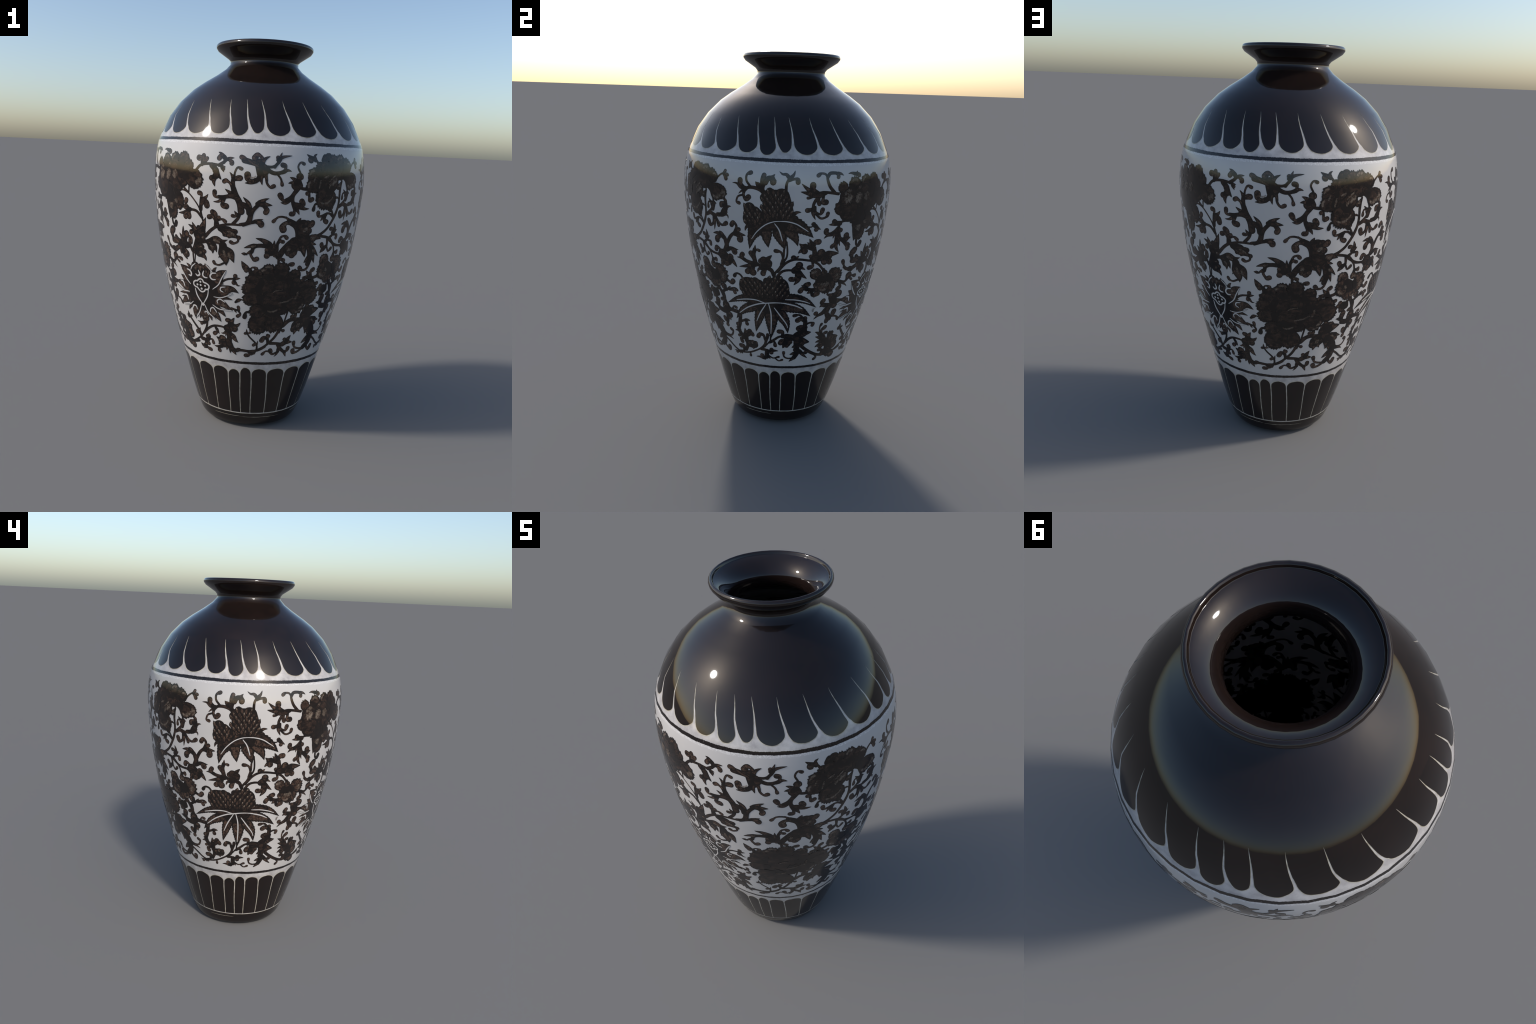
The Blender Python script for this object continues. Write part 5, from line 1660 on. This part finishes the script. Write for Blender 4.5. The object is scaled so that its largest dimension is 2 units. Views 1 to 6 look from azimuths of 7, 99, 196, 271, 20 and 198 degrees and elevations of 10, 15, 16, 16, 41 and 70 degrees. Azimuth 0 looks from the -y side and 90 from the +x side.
motif("acanthus",
  stem(9.1, (32.7, 1.303), (29.1, 1.304), (26.5, 1.311)),
  blob(19.4, (24.8, 1.319), (25.8, 1.31)),
  horn(14.5, (25.9, 1.333), (23.7, 1.348), (21.9, 1.355)),
  horn(14.4, (25.5, 1.324), (23.1, 1.33), (21.2, 1.327)),
  stem(12.2, (27.6, 1.317), (26.7, 1.342), (27.1, 1.366)),
  drop(18.8, (26.5, 1.34), (27.3, 1.37)),
  curl(8.0, (27.1, 1.375), (25.9, 1.402), (27.1, 1.422), (28.9, 1.417)),
  stem(10.5, (26.1, 1.299), (24.1, 1.271), (24.2, 1.239), (25.5, 1.206)),
  curl(13.7, (24.6, 1.239), (27.1, 1.222), (29.7, 1.229), (28.8, 1.246)),
  horn(14.0, (27.0, 1.225), (30.3, 1.212), (33.2, 1.212)),
  blob(14.4, (26.1, 1.227), (28.3, 1.222)),
  curl(11.5, (25.4, 1.215), (25.1, 1.189), (23.8, 1.187)),
  horn(12.1, (25.9, 1.213), (27.2, 1.199), (28.1, 1.183)),
  stem(5.9, (32.0, 1.301), (32.2, 1.278), (32.8, 1.259)),
  curl(11.3, (32.3, 1.282), (32.9, 1.252), (34.3, 1.256)),
  drop(10.3, (32.2, 1.294), (30.8, 1.277)),
  stem(10.9, (25.4, 1.293), (23.1, 1.264), (20.7, 1.25)),
  curl(12.6, (22.9, 1.262), (19.7, 1.247), (17.7, 1.272)),
  horn(15.0, (23.1, 1.262), (20.8, 1.238), (18.1, 1.238)))
motif("scroll_leaf",
  stem(7.0, (37.4, 1.407), (36.1, 1.429), (34.8, 1.443)),
  horn(11.4, (35.0, 1.434), (34.8, 1.454), (36.2, 1.465)),
  horn(13.2, (34.6, 1.438), (32.3, 1.449), (30.3, 1.461)),
  drop(16.5, (34.1, 1.443), (31.5, 1.432)),
  blob(7.8, (33.1, 1.443), (35.1, 1.441)))
motif("scroll_leaf",
  stem(6.6, (49.2, 1.17), (47.1, 1.203), (45.5, 1.216)),
  blob(11.2, (46.4, 1.205), (45.2, 1.213)),
  drop(14.2, (45.8, 1.212), (47.5, 1.225)),
  horn(10.7, (46.2, 1.204), (43.5, 1.213)),
  stem(6.5, (48.7, 1.171), (46.2, 1.187), (43.6, 1.187), (41.5, 1.179)),
  curl(10.8, (43.1, 1.182), (39.4, 1.175), (38.6, 1.193)),
  horn(10.8, (42.4, 1.176), (40.5, 1.152)),
  curl(12.0, (44.2, 1.188), (42.8, 1.158), (44.8, 1.147)),
  blob(7.3, (41.8, 1.176), (43.3, 1.168)))
motif("acanthus",
  blob(23.0, (7.5, 1.41), (8.6, 1.367)),
  horn(15.2, (7.9, 1.374), (8.4, 1.34), (9.0, 1.314)),
  curl(15.2, (7.9, 1.367), (6.2, 1.334), (2.6, 1.335), (2.0, 1.358)),
  horn(15.1, (7.1, 1.339), (3.9, 1.324), (0.8, 1.32)),
  stem(11.0, (9.7, 1.393), (13.6, 1.372), (16.5, 1.371), (19.4, 1.381)),
  curl(11.7, (17.5, 1.373), (19.5, 1.386), (19.4, 1.404), (18.3, 1.408)),
  horn(12.4, (18.2, 1.375), (20.6, 1.385), (22.8, 1.381)),
  curl(8.2, (15.5, 1.37), (17.6, 1.346), (18.4, 1.319)),
  curl(9.7, (10.3, 1.375), (11.1, 1.327), (12.8, 1.307), (14.5, 1.312)),
  stem(14.5, (0.2, 1.422), (4.9, 1.411), (8.2, 1.401)),
  stem(7.3, (9.7, 1.398), (13.5, 1.398), (16.1, 1.414), (17.3, 1.43)),
  horn(13.8, (9.8, 1.382), (10.6, 1.355), (11.6, 1.33)),
  blob(16.1, (9.7, 1.393), (10.3, 1.375)),
  glint(4.6, (3.0, 1.351), (4.5, 1.344), (5.9, 1.353)),
  curl(10.9, (12.4, 1.38), (5.9, 1.401), (1.4, 1.426), (-1.2, 1.435)),
  curl(13.7, (8.1, 1.392), (9.0, 1.426), (6.7, 1.449), (5.0, 1.435)),
  horn(13.7, (8.0, 1.402), (9.7, 1.43), (12.3, 1.445)),
  stem(8.3, (14.5, 1.398), (16.2, 1.419)),
  drop(9.8, (16.9, 1.423), (15.6, 1.446)),
  horn(10.4, (16.2, 1.423), (17.9, 1.464)),
  horn(10.2, (15.8, 1.429), (18.7, 1.444), (22.9, 1.451)))
motif("vine",
  stem(4.8, (29.0, 0.704), (28.3, 0.668), (27.2, 0.621), (25.5, 0.581)),
  stem(7.9, (25.1, 0.638), (25.0, 0.599), (22.8, 0.559), (19.7, 0.531), (16.1, 0.505), (11.0, 0.484), (7.1, 0.479)),
  drop(9.2, (26.3, 0.598), (28.9, 0.59)))
motif("acanthus",
  stem(13.2, (27.2, 0.621), (30.2, 0.644), (33.2, 0.652), (37.8, 0.65), (42.9, 0.654)),
  drop(11.3, (33.2, 0.654), (32.2, 0.677)),
  drop(10.8, (33.7, 0.662), (35.2, 0.677)),
  blob(34.3, (42.2, 0.672), (44.9, 0.689)),
  drop(17.0, (41.9, 0.692), (39.9, 0.712)),
  horn(23.0, (42.0, 0.7), (41.9, 0.722), (41.5, 0.742)),
  horn(22.8, (44.7, 0.694), (47.0, 0.723)),
  horn(29.8, (44.7, 0.683), (48.8, 0.69), (52.7, 0.696)),
  blob(34.5, (39.7, 0.629), (37.7, 0.616)),
  drop(20.7, (38.1, 0.616), (35.8, 0.599)),
  horn(17.4, (37.3, 0.602), (36.4, 0.565)),
  horn(13.4, (38.8, 0.607), (40.6, 0.577)),
  horn(22.4, (39.9, 0.634), (42.2, 0.626), (42.4, 0.643)),
  glint(10.9, (38.9, 0.627), (37.6, 0.605)),
  stem(27.4, (43.1, 0.648), (47.9, 0.608), (51.3, 0.569), (51.5, 0.524)),
  horn(27.0, (45.4, 0.623), (46.1, 0.584), (45.6, 0.561)),
  horn(19.7, (48.1, 0.593), (48.5, 0.55)),
  stem(21.2, (51.5, 0.545), (51.2, 0.51), (47.9, 0.482)),
  blob(15.0, (47.7, 0.643), (51.0, 0.638)),
  horn(14.4, (50.2, 0.639), (55.6, 0.629)),
  drop(13.5, (49.1, 0.632), (53.0, 0.611)),
  glint(5.8, (47.7, 0.643), (50.3, 0.628)),
  horn(20.2, (50.6, 0.54), (47.4, 0.524), (44.6, 0.507)),
  curl(10.2, (50.4, 0.493), (46.0, 0.478), (39.9, 0.489), (38.0, 0.519)),
  curl(12.3, (49.6, 0.489), (44.2, 0.463), (40.2, 0.457), (38.7, 0.472)))
motif("scroll_leaf",
  stem(9.4, (20.2, 0.524), (25.3, 0.521), (29.6, 0.515)),
  blob(14.7, (29.2, 0.516), (32.1, 0.53)),
  drop(10.1, (31.9, 0.531), (29.4, 0.548)),
  horn(16.3, (31.9, 0.531), (33.0, 0.548), (34.4, 0.564)),
  horn(14.9, (31.7, 0.526), (36.7, 0.523)),
  stem(9.9, (25.6, 0.518), (27.0, 0.496), (26.9, 0.473)),
  horn(11.2, (26.9, 0.499), (26.3, 0.464), (24.3, 0.445)),
  stem(10.3, (26.9, 0.499), (30.2, 0.477), (32.5, 0.466)),
  curl(11.0, (31.1, 0.473), (33.7, 0.476), (34.2, 0.491)),
  horn(10.4, (31.5, 0.473), (33.7, 0.44)),
  curl(11.1, (26.7, 0.473), (22.7, 0.461), (20.9, 0.484)),
  curl(8.3, (21.8, 0.472), (18.0, 0.479), (15.5, 0.462)))
motif("scroll_leaf",
  stem(8.7, (18.7, 0.524), (18.0, 0.552), (17.7, 0.572)),
  drop(11.9, (17.9, 0.549), (18.4, 0.573)),
  curl(12.8, (17.9, 0.546), (15.7, 0.559), (14.2, 0.54)))
motif("leaflet",
  stem(19.0, (61.9, 0.725), (58.2, 0.705), (53.7, 0.709)),
  curl(17.5, (53.7, 0.709), (52.7, 0.735), (53.1, 0.757)),
  horn(12.7, (53.8, 0.717), (50.8, 0.729), (48.4, 0.732)),
  blob(23.8, (59.9, 0.717), (60.0, 0.742)))
